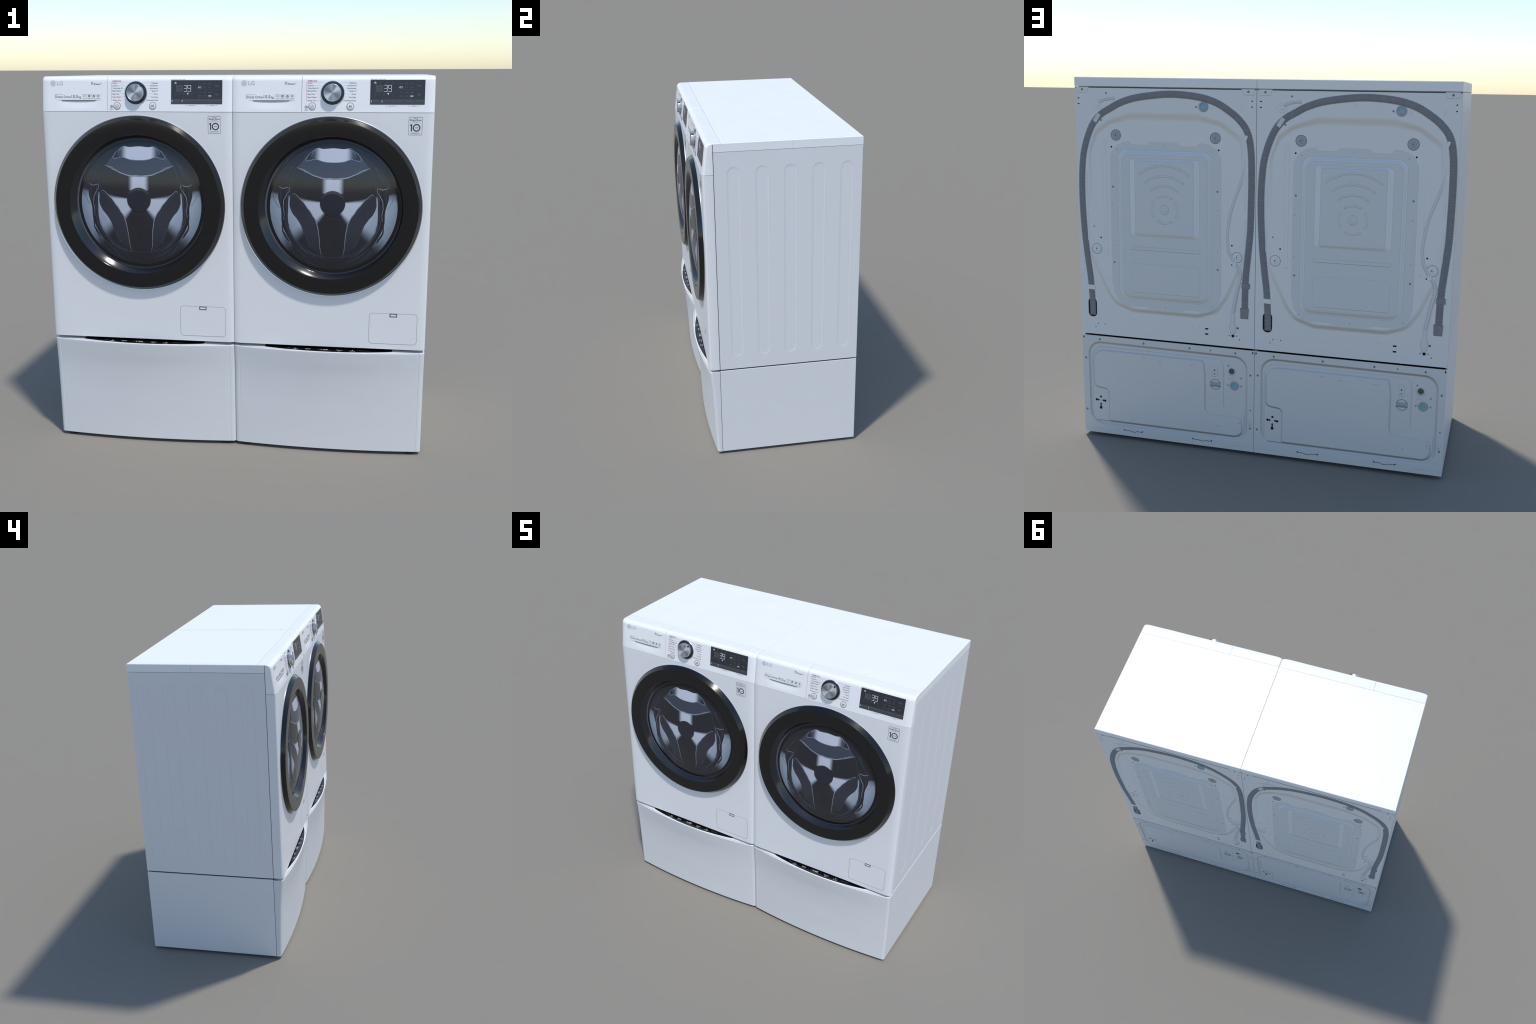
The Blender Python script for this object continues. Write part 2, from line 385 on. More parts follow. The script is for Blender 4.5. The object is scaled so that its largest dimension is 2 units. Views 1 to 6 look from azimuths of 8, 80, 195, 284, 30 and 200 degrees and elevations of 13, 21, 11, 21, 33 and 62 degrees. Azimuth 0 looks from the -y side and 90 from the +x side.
def side_y_z_relief(y, z):
    """five long vertical dimples pressed into each side wall"""
    cyc = -0.2625 + 0.1625 * np.clip(np.round((y + 0.2625) / 0.1625), 0, 4)
    zc = np.clip(z, 0.6755 + .038, 1.852 - .038)
    d = np.hypot(y - cyc, z - zc) - 0.038
    t = np.clip(-d / 0.010, 0, 1)
    return 0.0012 * t * t * (3 - 2 * t)
ys = np.linspace(FY, BY, 190); zs = np.linspace(.596, 1.9375, 240)
g = Geo()
for s in (-1, 1):
    g.put(*grid(ys, zs, lambda y, z: (s * (HX - side_y_z_relief(y, z)), y, z)))
    for a, b in (((FY, .596), (BY, .596)), ((FY, 1.9375), (BY, 1.9375)), ((FY, .596), (FY, 1.9375))):
        g.put([(s * HX, *a), (s * HX, *b), (s * (HX - .012), *b), (s * (HX - .012), *a)], [(0, 1, 2, 3)])
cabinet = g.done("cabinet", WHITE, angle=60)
g = Geo()
RIB_SHADE = new_mat("rib_crease_shade", (0.665, 0.665, 0.685), rough=0.4, noise=0.01)  # shade of the rib edges, put into thin darker strips
for s in (-1, 1):
    on_side = lambda y, z, o: (s * (HX + o), y, z)
    for i in range(5):
        c = -0.2625 + 0.1625 * i
        g.put(*strip_line(resample(rrect(c - .038, c + .038, .6755, 1.852, .0375, 12), 160), .0018, on_side, -.0004, .0002, close=True))
g.done("rib_crease_shade", RIB_SHADE, cabinet, smooth=False)

# ------------------------------------------------------------------ top panel
TZ = 1.9878
prof = [(-.371, 1.9395), (.4755, 1.9395), (.4772, 1.9412), (.4772, TZ - .003), (.4742, TZ), (-.3265, TZ), (-.3265, 1.9835), (-.371, 1.9835)]
v = []; f = []
xs = [-HX, -HX + .0025, HX - .0025, HX]
for x in xs:
    e = 0.0025 if abs(x) == HX else 0
    v += [(x, y, min(z, TZ - e)) for y, z in prof]
n = len(prof)
for k in range(3):
    for i in range(n): f.append((k * n + i, k * n + (i + 1) % n, (k + 1) * n + (i + 1) % n, (k + 1) * n + i))
f += [tuple(range(n)), tuple(range(3 * n, 4 * n))]
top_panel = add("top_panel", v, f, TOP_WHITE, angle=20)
on_top = lambda x, y, o: (x, y, TZ + o)
v, f = strip_line(rrect(-.478, .478, -.304, .447, .004), 0.0016, on_top, -.0005, .0004, close=True)
add("panel_groove_strip", v, f, SEAM_TOP, top_panel, smooth=False)  # thin raised strip, toned to read as a groove
g = Geo()
for s in (-1, 1):
    g.put(*box_bevel(s * HX - .0003, s * HX + .0003, .0750, .0762, 1.941, 1.985))
g.done("panel_joint", SEAM_SOFT, top_panel, smooth=False)

# ------------------------------------------------------------------ front fascia
CE, CD = 0.042, 0.013          # width and depth of the soft vertical corner
def corner(x):
    t = np.clip((abs(x) - (HX - CE)) / CE, 0, 1)
    return CD * (1 - math.sqrt(max(0, 1 - t * t * .985)))
def corner_xs():
    t = np.sin(np.linspace(0, math.pi / 2, 14))
    r = HX - CE + CE * t
    return np.r_[-r[::-1], np.linspace(-(HX - CE), HX - CE, 40)[1:-1], r]
BK = -0.3745
X = corner_xs()
front = [(x, FRONT_Y + corner(x)) for x in X]
loop = front + [(HX, BK), (-HX, BK)]
v = [(x, y, .5975) for x, y in loop] + [(x, y, .5990) for x, y in inset(loop, 0)] + [(x, y, 1.8095) for x, y in loop]
n = len(loop); f = []
for k in (0, 1):
    for i in range(n): f.append((k * n + i, k * n + (i + 1) % n, (k + 1) * n + (i + 1) % n, (k + 1) * n + i))
f += [tuple(range(n)), tuple(range(2 * n, 3 * n))]
fascia = add("front_panel", v, f, WHITE_PLASTIC, angle=40)

# control panel and drawer: one leaning profile, rounded over into the top
def cp_profile(x):
    e = corner(x)
    P = [(BK, 1.8115), (-.4345 + e, 1.8115)]
    zs_ = np.linspace(1.816, 1.9655, 46)
    P += [(cp_y(z) + e, z) for z in zs_]
    r0 = np.array([cp_y(1.9655), 1.9655])
    for a in np.linspace(0, math.pi / 2 - .12, 9)[1:]:
        P.append((r0[0] + e + .0235 * (1 - math.cos(a)) + .004 * math.sin(a), 1.9655 + .0225 * math.sin(a) - 0.0 * e))
    P += [(-.372, 1.9879), (-.3285, 1.9880), (-.3285, 1.9842), (BK, 1.9842)]
    ed = max(0, (abs(x) - (HX - .012)) / .012)
    dz = .0035 * (1 - math.sqrt(max(0, 1 - min(1, ed) ** 2)))
    return [(y, z - (dz if z > 1.985 else dz * .6 if z > 1.975 else 0)) for y, z in P]
SC, SW = -0.302, 0.128         # scoop of the drawer handle
def scoop(x, z):
    if z > 1.8675: return 0.0
    u = (x - SC) / SW
    if abs(u) >= 1: return 0.0
    b = (1 - u * u) ** 1.3
    t = np.clip((1.8675 - z) / 0.042, 0, 1)
    return 0.0065 * b * (1 - t) ** 1.15
def leaning(name, x0, x1, with_scoop):
    xs = sorted(set(np.round(np.r_[[a for a in corner_xs() if x0 < a < x1], np.linspace(x0, x1, 70)], 5)))
    v = []; f = []
    for x in xs:
        P = cp_profile(x); Q = []
        for i, (y, z) in enumerate(P):
            Q.append((y + (scoop(x, z) if with_scoop and 1 <= i < 50 else 0), z))
        v += [(x, y, z) for y, z in Q]
    n = len(P)
    for k in range(len(xs) - 1):
        for i in range(n): f.append((k * n + i, k * n + (i + 1) % n, (k + 1) * n + (i + 1) % n, (k + 1) * n + i))
    f += [tuple(range(n)), tuple(range((len(xs) - 1) * n, len(xs) * n))]
    return add(name, v, f, PANEL_WHITE, angle=32)
drawer = leaning("detergent_drawer", -HX, -.1500, True)
panel = leaning("control_panel", -.1483, HX, False)
add("handle_slot_strip", *plate(rrect(-.3925, -.2115, 1.8660, 1.8685, .001, 2), on_panel, -.003, .0004), SEAM, drawer, smooth=False)  # dark strip in place of a cut slot

# logo, model line and feature badges on the drawer
g = Geo()
g.put(*plate(circle(-.4391, 1.9525, .0152, 40), on_panel, 0, .0005, [circle(-.4391, 1.9525, .0137, 40)]))
g.put(*plate(circle(-.4391, 1.9525, .0108, 32), on_panel, 0, .0005, [rrect(-.4405, -.4375, 1.946, 1.960, .0003, 1), circle(-.4452, 1.9575, .0018, 12), rrect(-.4375, -.4290, 1.9515, 1.9535, .0003, 1)]))
g.done("brand_emblem", PRINT_PALE, drawer, smooth=False)
word("brand_lettering", "LG", -.4185, 1.9440, .0190, on_panel, PRINT_PALE, drawer, w=.0320)
word("steam_lettering", "Steam", -.2200, 1.9452, .0088, on_panel, PRINT, drawer, w=.0365)
word("trademark_lettering", "TM", -.1832, 1.9520, .0030, on_panel, PRINT, drawer, w=.006)
g = Geo()
g.put(*plate(circle(-.2285, 1.9515, .0062, 20), on_panel, 0, .0005, [circle(-.2285, 1.9515, .0046, 20)]))
g.put(*plate(circle(-.2300, 1.9555, .0040, 20), on_panel, 0, .0006, [circle(-.2300, 1.9555, .0027, 20)]))
g.done("steam_icon", PRINT, drawer, smooth=False)
word("inverter_lettering", "I n v e r t e r", -.4285, 1.8950, .0050, on_panel, PRINT, drawer, w=.0425)
word("drive_lettering", "Direct Drive", -.4285, 1.8792, .0122, on_panel, PRINT, drawer, w=.0828)
word("capacity_lettering", "10.5", -.3400, 1.8792, .0155, on_panel, PRINT, drawer, w=.0335)
word("capacity_unit_lettering", "kg", -.3030, 1.8792, .0105, on_panel, PRINT, drawer, w=.0140)
edges = [-.2832, -.2577, -.2335, -.2080, -.1846]
for i in range(4):
    a, b = edges[i] + .0004, edges[i + 1] - .0004; c = (a + b) / 2
    g = Geo()
    g.put(*plate(rrect(a, b, 1.8748, 1.8985, .0006, 2), on_panel, 0, .0005, [rrect(a + .0009, b - .0009, 1.8757, 1.8976, .0004, 2)]))
    add("feature_badge", g.v, g.f, PRINT_PALE, drawer, smooth=False)
    g = Geo()
    if i == 0:
        g.put(*strip_line([(c + .0075 * math.cos(t), 1.8895 + .0062 * math.sin(t)) for t in np.linspace(-.4, 4.2, 20)], .0009, on_panel, 0, .0006))
        g.put(*plate(circle(c + .002, 1.8885, .0022, 12), on_panel, 0, .0006))
    elif i == 1:
        g.put(*plate(circle(c, 1.8895, .0062, 24), on_panel, 0, .0006, [rrect(c - .004, c + .001, 1.888, 1.891, .0005, 1)]))
    elif i == 2:
        g.put(*plate([(c - .008, 1.889), (c, 1.8955), (c + .008, 1.889), (c + .0055, 1.889), (c + .0055, 1.8835), (c - .0055, 1.8835), (c - .0055, 1.889)], on_panel, 0, .0006, [circle(c, 1.888, .0022, 12)]))
    else:
        g.put(*plate([(c - .0045, 1.8945), (c + .0045, 1.8945), (c + .0045, 1.8865), (c - .0010, 1.8835), (c - .0045, 1.8865)], on_panel, 0, .0006, [circle(c + .0008, 1.890, .0026, 12)]))
    g.put(*text_geo(["Wash", "Care", "Home", "Diag"][i], c, 1.8768, .0030, on_panel, w=.013, align='C'))
    g.done("feature_icon", PRINT, drawer, smooth=False)

# cycle list round the knob
KX, KZ = 0.0028, 1.9042
rows = [1.9508, 1.9378, 1.9250, 1.9119, 1.8966, 1.8812, 1.8657]
left = [("Cotton", .0225), ("Cotton+", .0275), ("TurboWash 39", .053), ("Mixed Fabric", .0455), ("Easy Care", .036), ("Silent Wash", .043), ("Allergy Care", .0445)]
right = [("Delicates", .0335), ("Hand/Wool", .042), ("Sportswear", .043), ("Speed 14", .032), ("Duvet", .021), ("Tub Clean", .0355), ("Download Cycle", .0600)]
word("cycle_heading", "STEAM CYCLE", -.1207, 1.9612, .0068, on_panel, PRINT_PINK, panel, w=.0455)
add("heading_rule", *plate([(-.1207, 1.9598), (-.0752, 1.9598), (-.0752, 1.9604), (-.1207, 1.9604)], on_panel, 0, .0005), PRINT_PINK, panel, smooth=False)
add("cycle_bracket", *plate([(-.1258, 1.8645), (-.1246, 1.8645), (-.1246, 1.9592), (-.1258, 1.9592)], on_panel, 0, .0005), PRINT_PINK, panel, smooth=False)
for i, z in enumerate(rows):
    t, w = left[i]
    word("cycle_label", t, -.1207, z, .0066, on_panel, PRINT_PINK if i == 6 else PRINT, panel, w=w)
    xk = KX - math.sqrt(max(0, .0605 ** 2 - (z + .0035 - KZ) ** 2)) - .003
    xs0 = -.1207 + w + (.0135 if i == 1 else .005)
    t2, w2 = right[i]
    word("cycle_label", t2, .1181 - w2, z, .0066, on_panel, PRINT, panel, w=w2)
    xr = KX + math.sqrt(max(0, .0605 ** 2 - (z + .0035 - KZ) ** 2)) + .003
    g = Geo()
    if xk > xs0: g.put(*plate([(xs0, z + .0037), (xk, z + .0037), (xk, z + .0045), (xs0, z + .0045)], on_panel, 0, .0004))
    if .1181 - w2 - .0035 > xr: g.put(*plate([(xr, z + .0037), (.1181 - w2 - .0035, z + .0037), (.1181 - w2 - .0035, z + .0045), (xr, z + .0045)], on_panel, 0, .0004))
    if g.v: g.done("leader_line", PRINT_PALE, panel, smooth=False)
add("eco_icon", *plate(rrect(-.0915, -.0845, 1.9382, 1.9442, .002, 4), on_panel, 0, .0005, [rrect(-.0906, -.0854, 1.9391, 1.9433, .0015, 4)]), PRINT_PALE, panel, smooth=False)

# push buttons
for bx, kind in ((-.0964, 0), (.0912, 1)):
    b = add("push_button", *revolve([(.0165, 0), (.0165, .0012), (.0155, .0018), (.0001, .0018)], on_panel, bx, 1.8406, 64), WHITE_PLASTIC, panel)
    add("button_ring", *revolve([(.0182, 0), (.0180, .0022), (.0163, .0024), (.0157, .0010)], on_panel, bx, 1.8406, 64), PRINT, b)
    g = Geo(); o = 1.8406
    if kind == 0:
        g.put(*strip_line([(bx + .0070 * math.cos(a), o - .0002 + .0070 * math.sin(a)) for a in np.linspace(math.radians(125), math.radians(415), 30)], .0017, on_panel, .0018, .0024))
        g.put(*plate(rrect(bx - .0008, bx + .0008, o, o + .0095, .0002, 1), on_panel, .0018, .0025))
    else:
        g.put(*plate([(bx - .0062, o - .0062), (bx + .0002, o), (bx - .0062, o + .0062)], on_panel, .0018, .0024))
        g.put(*plate([(bx + .0008, o - .0062), (bx + .0028, o - .0062), (bx + .0028, o + .0062), (bx + .0008, o + .0062)], on_panel, .0018, .0024))
        g.put(*plate([(bx + .0042, o - .0062), (bx + .0062, o - .0062), (bx + .0062, o + .0062), (bx + .0042, o + .0062)], on_panel, .0018, .0024))
    g.done("button_symbol", PRINT, b, smooth=False)
g = Geo()
g.put(*plate(circle(-.1265, 1.8368, .0078, 24), on_panel, 0, .0005, [circle(-.1265, 1.8368, .0064, 24)]))
g.put(*plate(circle(-.1265, 1.8368, .0042, 20), on_panel, 0, .0005, [circle(-.1265, 1.8368, .0018, 12)]))
g.put(*plate(circle(-.1180, 1.8350, .0022, 12), on_panel, 0, .0005))
g.put(*text_geo("Smart", -.1257, 1.8248, .0030, on_panel, w=.011, align='C'))
g.put(*text_geo("Diagnosis", -.1257, 1.8198, .0034, on_panel, w=.020, align='C'))
g.done("diagnosis_icon", PRINT, panel, smooth=False)

# ------------------------------------------------------------------ knob
knob = add("program_knob", *revolve([(.0605, 0), (.0605, .0020), (.0595, .0032), (.0572, .0032)], on_panel, KX, KZ, 96), CHROME)
add("knob_base", *revolve([(.0576, .0010), (.0568, .0030), (.0440, .0024), (.0430, -.001)], on_panel, KX, KZ, 96), KNOB_BASE, knob)
add("knob_grip", *revolve([(.0434, .001), (.0436, .004), (.0430, .0248), (.0422, .0264), (.0408, .0270)], on_panel, KX, KZ, 96), new_mat("satin_knob_side", (0.60, 0.61, 0.63), rough=0.36, metal=0.8, noise=0.03), knob)
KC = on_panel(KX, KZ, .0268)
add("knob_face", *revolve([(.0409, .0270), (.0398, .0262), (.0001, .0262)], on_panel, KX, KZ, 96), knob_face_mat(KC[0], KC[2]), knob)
a0 = math.radians(47)
vv = []
for o in (.012, .0273):
    for da in np.linspace(-.13, .13, 5):
        for r in (.0425, .0438): vv.append(on_panel(KX + r * math.cos(a0 + da), KZ + r * math.sin(a0 + da), o))
ff = []
for i in range(4):
    ff += [(2 * i + 1, 2 * i + 3, 2 * i + 13, 2 * i + 11), (2 * i + 10, 2 * i + 12, 2 * i + 13, 2 * i + 11), (2 * i, 2 * i + 2, 2 * i + 3, 2 * i + 1)]
ff += [(0, 1, 11, 10), (8, 9, 19, 18)]
add("knob_pointer", vv, ff, GAP, knob, smooth=False)

# ------------------------------------------------------------------ display
disp = add("display_screen", *plate(rrect(.1868, .4500, 1.8498, 1.9680, .0022, 4), on_panel, 0, .0012), DISPLAY, panel, angle=40)
on_disp = lambda x, z, o: on_panel(x, z, o + .0012)
add("key_band", *plate(rrect(.1882, .4486, 1.8512, 1.8744, .0012, 3), on_disp, 0, .0003), DISPLAY_BAND, disp, smooth=False)
SEG = {'1': 'bc', '3': 'abgcd', '8': 'abcdefg', '9': 'abcdfg'}
def segment(d, x0, x1, z0, z1, w=.0021):
    zm = (z0 + z1) / 2; q = .0007; P = []
    hz = lambda z: [(x0 + q + w * .5, z), (x0 + q + w, z + w / 2), (x1 - q - w, z + w / 2), (x1 - q - w * .5, z), (x1 - q - w, z - w / 2), (x0 + q + w, z - w / 2)]
    vt = lambda x, a, b: [(x, a + q), (x + w / 2, a + q + w / 2), (x + w / 2, b - q - w / 2), (x, b - q), (x - w / 2, b - q - w / 2), (x - w / 2, a + q + w / 2)]
    T = {'a': hz(z1 - w / 2), 'g': hz(zm), 'd': hz(z0 + w / 2), 'f': vt(x0 + w / 2, zm, z1), 'b': vt(x1 - w / 2, zm, z1), 'e': vt(x0 + w / 2, z0, zm), 'c': vt(x1 - w / 2, z0, zm)}
    return [T[c] for c in SEG[d]]
for d, a, b, m in (('3', .2516, .2694, LIT), ('9', .2716, .2899, LIT), ('8', .2214, .2406, DIM), ('1', .2010, .2172, DIM)):
    g = Geo()
    for s in segment(d, a, b, 1.9108, 1.9432): g.put(*plate(s, on_disp, 0, .0005))
    g.done("time_digit", m, disp, smooth=False)
add("time_window", *plate(rrect(.2120, .2500, 1.9100, 1.9440, .001, 2), on_disp, 0, .0002), DISPLAY_BAND, disp, smooth=False)
g = Geo()
for z in (1.9215, 1.9335): g.put(*plate(circle(.2452, z, .0012, 10), on_disp, 0, .0005))
g.done("time_colon", DIM, disp, smooth=False)
def dim(t, x, z, h, w, m=DIM, nm="display_lettering"): word(nm, t, x, z - h / 2, h, on_disp, m, disp, w=w, align='C', o=.0006)
for t, x, z in (("Cold", .3345, 1.9495), ("20°C", .3598, 1.9495), ("30°C", .3865, 1.9495), ("60°C", .3600, 1.9321), ("95°C", .3866, 1.9321), ("No", .3375, 1.9073), ("400", .3619, 1.9073), ("800", .3881, 1.9073), ("1000", .3350, 1.8903), ("1200", .3603, 1.8903)):
    dim(t, x, z, .0072, .0165 if len(t) > 2 else .011)
dim("40°C", .3346, 1.9321, .0088, .0172, LIT); dim("1400", .3865, 1.8903, .0078, .0160, LIT)
dim("Temp.", .4217, 1.9400, .0082, .0215, DIMTEXT); dim("Spin", .4221, 1.8982, .0082, .0165, DIMTEXT)
for z in (1.9216, 1.8808):
    add("display_rule", *plate([(.3225, z - .0004), (.4445, z - .0004), (.4445, z + .0004), (.3225, z + .0004)], on_disp, 0, .0004), DIM, disp, smooth=False)
g = Geo()
g.put(*plate([(.2045, 1.9505), (.2075, 1.9505), (.2098, 1.9530), (.2122, 1.9505), (.2152, 1.9505), (.2135, 1.9560), (.2098, 1.9595), (.2062, 1.9560)], on_disp, 0, .0005, [circle(.2098, 1.9555, .0015, 8)]))
g.put(*plate([(.2690, 1.9030), (.2712, 1.9048), (.2732, 1.9052), (.2754, 1.9048), (.2776, 1.9030), (.2732, 1.8955)], on_disp, 0, .0005))
g.done("status_icon", LIT, disp, smooth=False)
for i, (x, z) in enumerate(((.2380, 1.9547), (.2670, 1.9547), (.2942, 1.9547), (.2101, 1.8994), (.2318, 1.8994), (.2520, 1.8994), (.2950, 1.8994))):
    g = Geo(); r = .0042
    if i % 2: g.put(*plate(rrect(x - r, x + r, z - r, z + r, .001, 2), on_disp, 0, .0005, [rrect(x - r + .001, x + r - .001, z - r + .001, z + r - .001, .0008, 2)]))
    else: g.put(*strip_line([(x + r * math.cos(a), z + r * math.sin(a)) for a in np.linspace(.6, 5.4, 16)], .0012, on_disp, 0, .0005))
    g.done("mode_icon", DIM, disp, smooth=False)
for t, u, x, w in (("Steam", "*Medic Rinse", .2170, .0250), ("Turbo Wash", "*Rinse+", .2699, .0395), ("Pre Wash", "*Intensive", .3211, .0355), ("Delay End", "*Wi-Fi", .3736, .0380), ("Add Item", "*Remote Start", .4250, .0345)):
    dim(t, x, 1.8690, .0066, w, DIMTEXT, "key_lettering"); dim(u, x, 1.8592, .0040, .028 if len(u) > 8 else .018, DIM, "key_lettering")
for x in (.1927, .2447): add("key_lamp", *plate(rrect(x - .0013, x + .0013, 1.8602, 1.8696, .001, 3), on_disp, 0, .0006), LIT, disp, smooth=False)
g = Geo()
for x in (.2412, .2940, .3457, .3981): g.put(*plate([(x - .0004, 1.8545), (x + .0004, 1.8545), (x + .0004, 1.8715), (x - .0004, 1.8715)], on_disp, 0, .0005))
for x in (.2975, .3495, .4020): g.put(*plate(rrect(x - .0008, x + .0008, 1.8605, 1.8690, .0006, 2), on_disp, 0, .0005))
g.done("key_divider", DIM, disp, smooth=False)
word("hold_note", "*Extra Function : Hold 3 seconds", .1872, 1.9700, .0036, on_panel, PRINT, panel, w=.0735)
for t, a, b in (("* Beep On/Off", .2634, .3196), ("* Child Lock", .3704, .4262)):
    g = Geo(); c = (a + b) / 2
    g.put(*text_geo(t, c, 1.8412, .0042, on_panel, w=.0295, align='C'))
    for s in (a, b):
        d = 1 if s == a else -1
        g.put(*plate([(s, 1.8446), (s + d * .001, 1.8446), (s + d * .0025, 1.8428), (s + d * .0085, 1.8428), (s + d * .0085, 1.8420), (s + d * .002, 1.8420)], on_panel, 0, .0005))
    g.done("key_note", PRINT, panel, smooth=False)

# ------------------------------------------------------------------ warranty badge and drain hatch
badge = add("warranty_badge", *plate(rrect(.3768, .4424, 1.7034, 1.7912, .004, 4), on_front, 0, .0006, [rrect(.3782, .4410, 1.7048, 1.7898, .003, 4)]), PRINT, fascia, smooth=False)
word("badge_lettering", "INVERTER", .4096, 1.7832, .0032, on_front, PRINT, badge, w=.024, align='C')
word("badge_lettering", "Direct Drive", .4096, 1.7722, .0080, on_front, PRINT_DARK, badge, w=.0545, align='C')
word("badge_lettering", "M O T O R", .4096, 1.7656, .0036, on_front, PRINT, badge, w=.026, align='C')
add("badge_rule", *plate([(.3815, 1.7627), (.4375, 1.7627), (.4375, 1.7635), (.3815, 1.7635)], on_front, 0, .0005), PRINT_PALE, badge, smooth=False)
g = Geo()
g.put(*plate([(.3832, 1.7520), (.3892, 1.7562), (.3935, 1.7562), (.3935, 1.7212), (.3880, 1.7212), (.3880, 1.7498), (.3832, 1.7478)], on_front, 0, .0006))
g.put(*plate(circle(.4152, 1.7387, .0184, 40), on_front, 0, .0006, [circle(.4152, 1.7387, .0132, 40)]))
g.done("badge_number", PRINT_DARK, badge, smooth=False)
word("badge_lettering", "YEAR", .4152, 1.7364, .0050, on_front, PRINT_DARK, badge, w=.0165, align='C')
word("badge_lettering", "WARRANTY", .4096, 1.7102, .0046, on_front, PRINT, badge, w=.046, align='C')

hatch_o = rrect(.2103, .4558, .6250, .7905, .019, 8)
hatch = add("drain_hatch", *raised(inset(hatch_o, .0012), on_front, -.002, .0003, .0012, 3), WHITE_PLASTIC, fascia)
add("hatch_gap_strip", *plate(hatch_o, on_front, -.002, .0002, [inset(ccw(hatch_o), .0013)]), SEAM, hatch, smooth=False)  # dark strip laid round the hatch in place of a gap
add("hatch_latch", *plate(rrect(.3146, .3530, .7712, .7895, .002, 3), on_front, 0, .0007, [rrect(.3186, .3492, .7752, .7862, .001, 3)]), PRINT_DARK, hatch, smooth=False)

# ------------------------------------------------------------------ door
DZ = 1.332
def on_door(x, z, o): return (x, FRONT_Y - o, z)
door = add("door", *revolve([(.4570, 0), (.4567, .0030), (.4400, .0288), (.4397, .0293), (.4391, .0297), (.4378, .0298), (.3655, .0298), (.3642, .0297), (.3637, .0292), (.3635, .0286)], on_door, 0, DZ, 240), BLACK, angle=14)
add("door_trim", *revolve([(.4612, 0), (.4609, .0020), (.4596, .0028), (.4580, .0022), (.4562, .0018)], on_door, 0, DZ, 200), CHROME, door)
# glass dome, slightly off the ring centre
GX, GZ, GR = .0155, 1.3365, .337
GY0, GH = -.4380, .0385
def dome_y(x, z): return GY0 - GH * max(0, 1 - ((x - GX) ** 2 + (z - GZ) ** 2) / GR ** 2)
n = 200; v = []; f = []; steps = 10
for k in range(steps + 1):
    t = k / steps; e = t ** 1.15
    r = .3636 + (.3440 - .3636) * t; cx = .0125 * t; cz = DZ + .003 * t; y = (FRONT_Y - .0290) + (GY0 - (FRONT_Y - .0290)) * e
    v += [(x, y, z) for x, z in circle(cx, cz, r, n)]
for k in range(steps):
    for i in range(n): f.append((k * n + i, k * n + (i + 1) % n, (k + 1) * n + (i + 1) % n, (k + 1) * n + i))
add("door_bevel", v, f, BEVEL, door)
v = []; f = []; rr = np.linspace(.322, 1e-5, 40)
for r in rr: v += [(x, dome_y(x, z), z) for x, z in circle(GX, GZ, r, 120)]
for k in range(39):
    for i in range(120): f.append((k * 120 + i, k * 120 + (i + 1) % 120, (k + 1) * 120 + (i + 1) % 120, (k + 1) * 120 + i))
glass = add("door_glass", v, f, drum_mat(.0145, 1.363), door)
v = []; f = []
for r in np.linspace(.3385, .3215, 5): v += [(x, dome_y(x, z) - .0001, z) for x, z in circle(GX, GZ, r, 200)]
for k in range(4):
    for i in range(200): f.append((k * 200 + i, k * 200 + (i + 1) % 200, (k + 1) * 200 + (i + 1) % 200, (k + 1) * 200 + i))
add("glass_edge", v, f, DRUM_EDGE, glass)
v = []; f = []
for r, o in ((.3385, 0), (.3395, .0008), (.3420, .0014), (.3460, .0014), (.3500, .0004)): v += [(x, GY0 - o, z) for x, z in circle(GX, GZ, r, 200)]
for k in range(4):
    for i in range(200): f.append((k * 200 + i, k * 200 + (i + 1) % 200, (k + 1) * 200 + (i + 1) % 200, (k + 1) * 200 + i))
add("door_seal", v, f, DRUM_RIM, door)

# the drum seen in the glass: lifters, hub and painted reflections between them.
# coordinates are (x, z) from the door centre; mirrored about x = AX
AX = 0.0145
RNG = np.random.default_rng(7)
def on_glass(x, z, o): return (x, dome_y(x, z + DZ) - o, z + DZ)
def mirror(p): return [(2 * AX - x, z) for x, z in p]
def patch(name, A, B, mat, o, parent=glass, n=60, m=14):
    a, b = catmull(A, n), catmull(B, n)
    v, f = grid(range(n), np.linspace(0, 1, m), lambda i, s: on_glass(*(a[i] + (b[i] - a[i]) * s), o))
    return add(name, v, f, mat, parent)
def glint(P, w0, w1, mat, o, n=60):  # wandering strip; the pale ones paint glints onto the glass
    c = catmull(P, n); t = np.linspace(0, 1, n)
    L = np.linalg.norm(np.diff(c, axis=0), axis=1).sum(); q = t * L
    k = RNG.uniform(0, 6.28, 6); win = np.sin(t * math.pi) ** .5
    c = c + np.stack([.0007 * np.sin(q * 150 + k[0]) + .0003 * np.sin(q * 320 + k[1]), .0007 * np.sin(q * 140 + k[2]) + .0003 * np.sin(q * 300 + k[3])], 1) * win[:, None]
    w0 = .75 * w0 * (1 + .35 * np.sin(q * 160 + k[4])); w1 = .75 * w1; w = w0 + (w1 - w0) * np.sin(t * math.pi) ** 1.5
    return strip_line(c, w, on_glass, o - .0004, o)

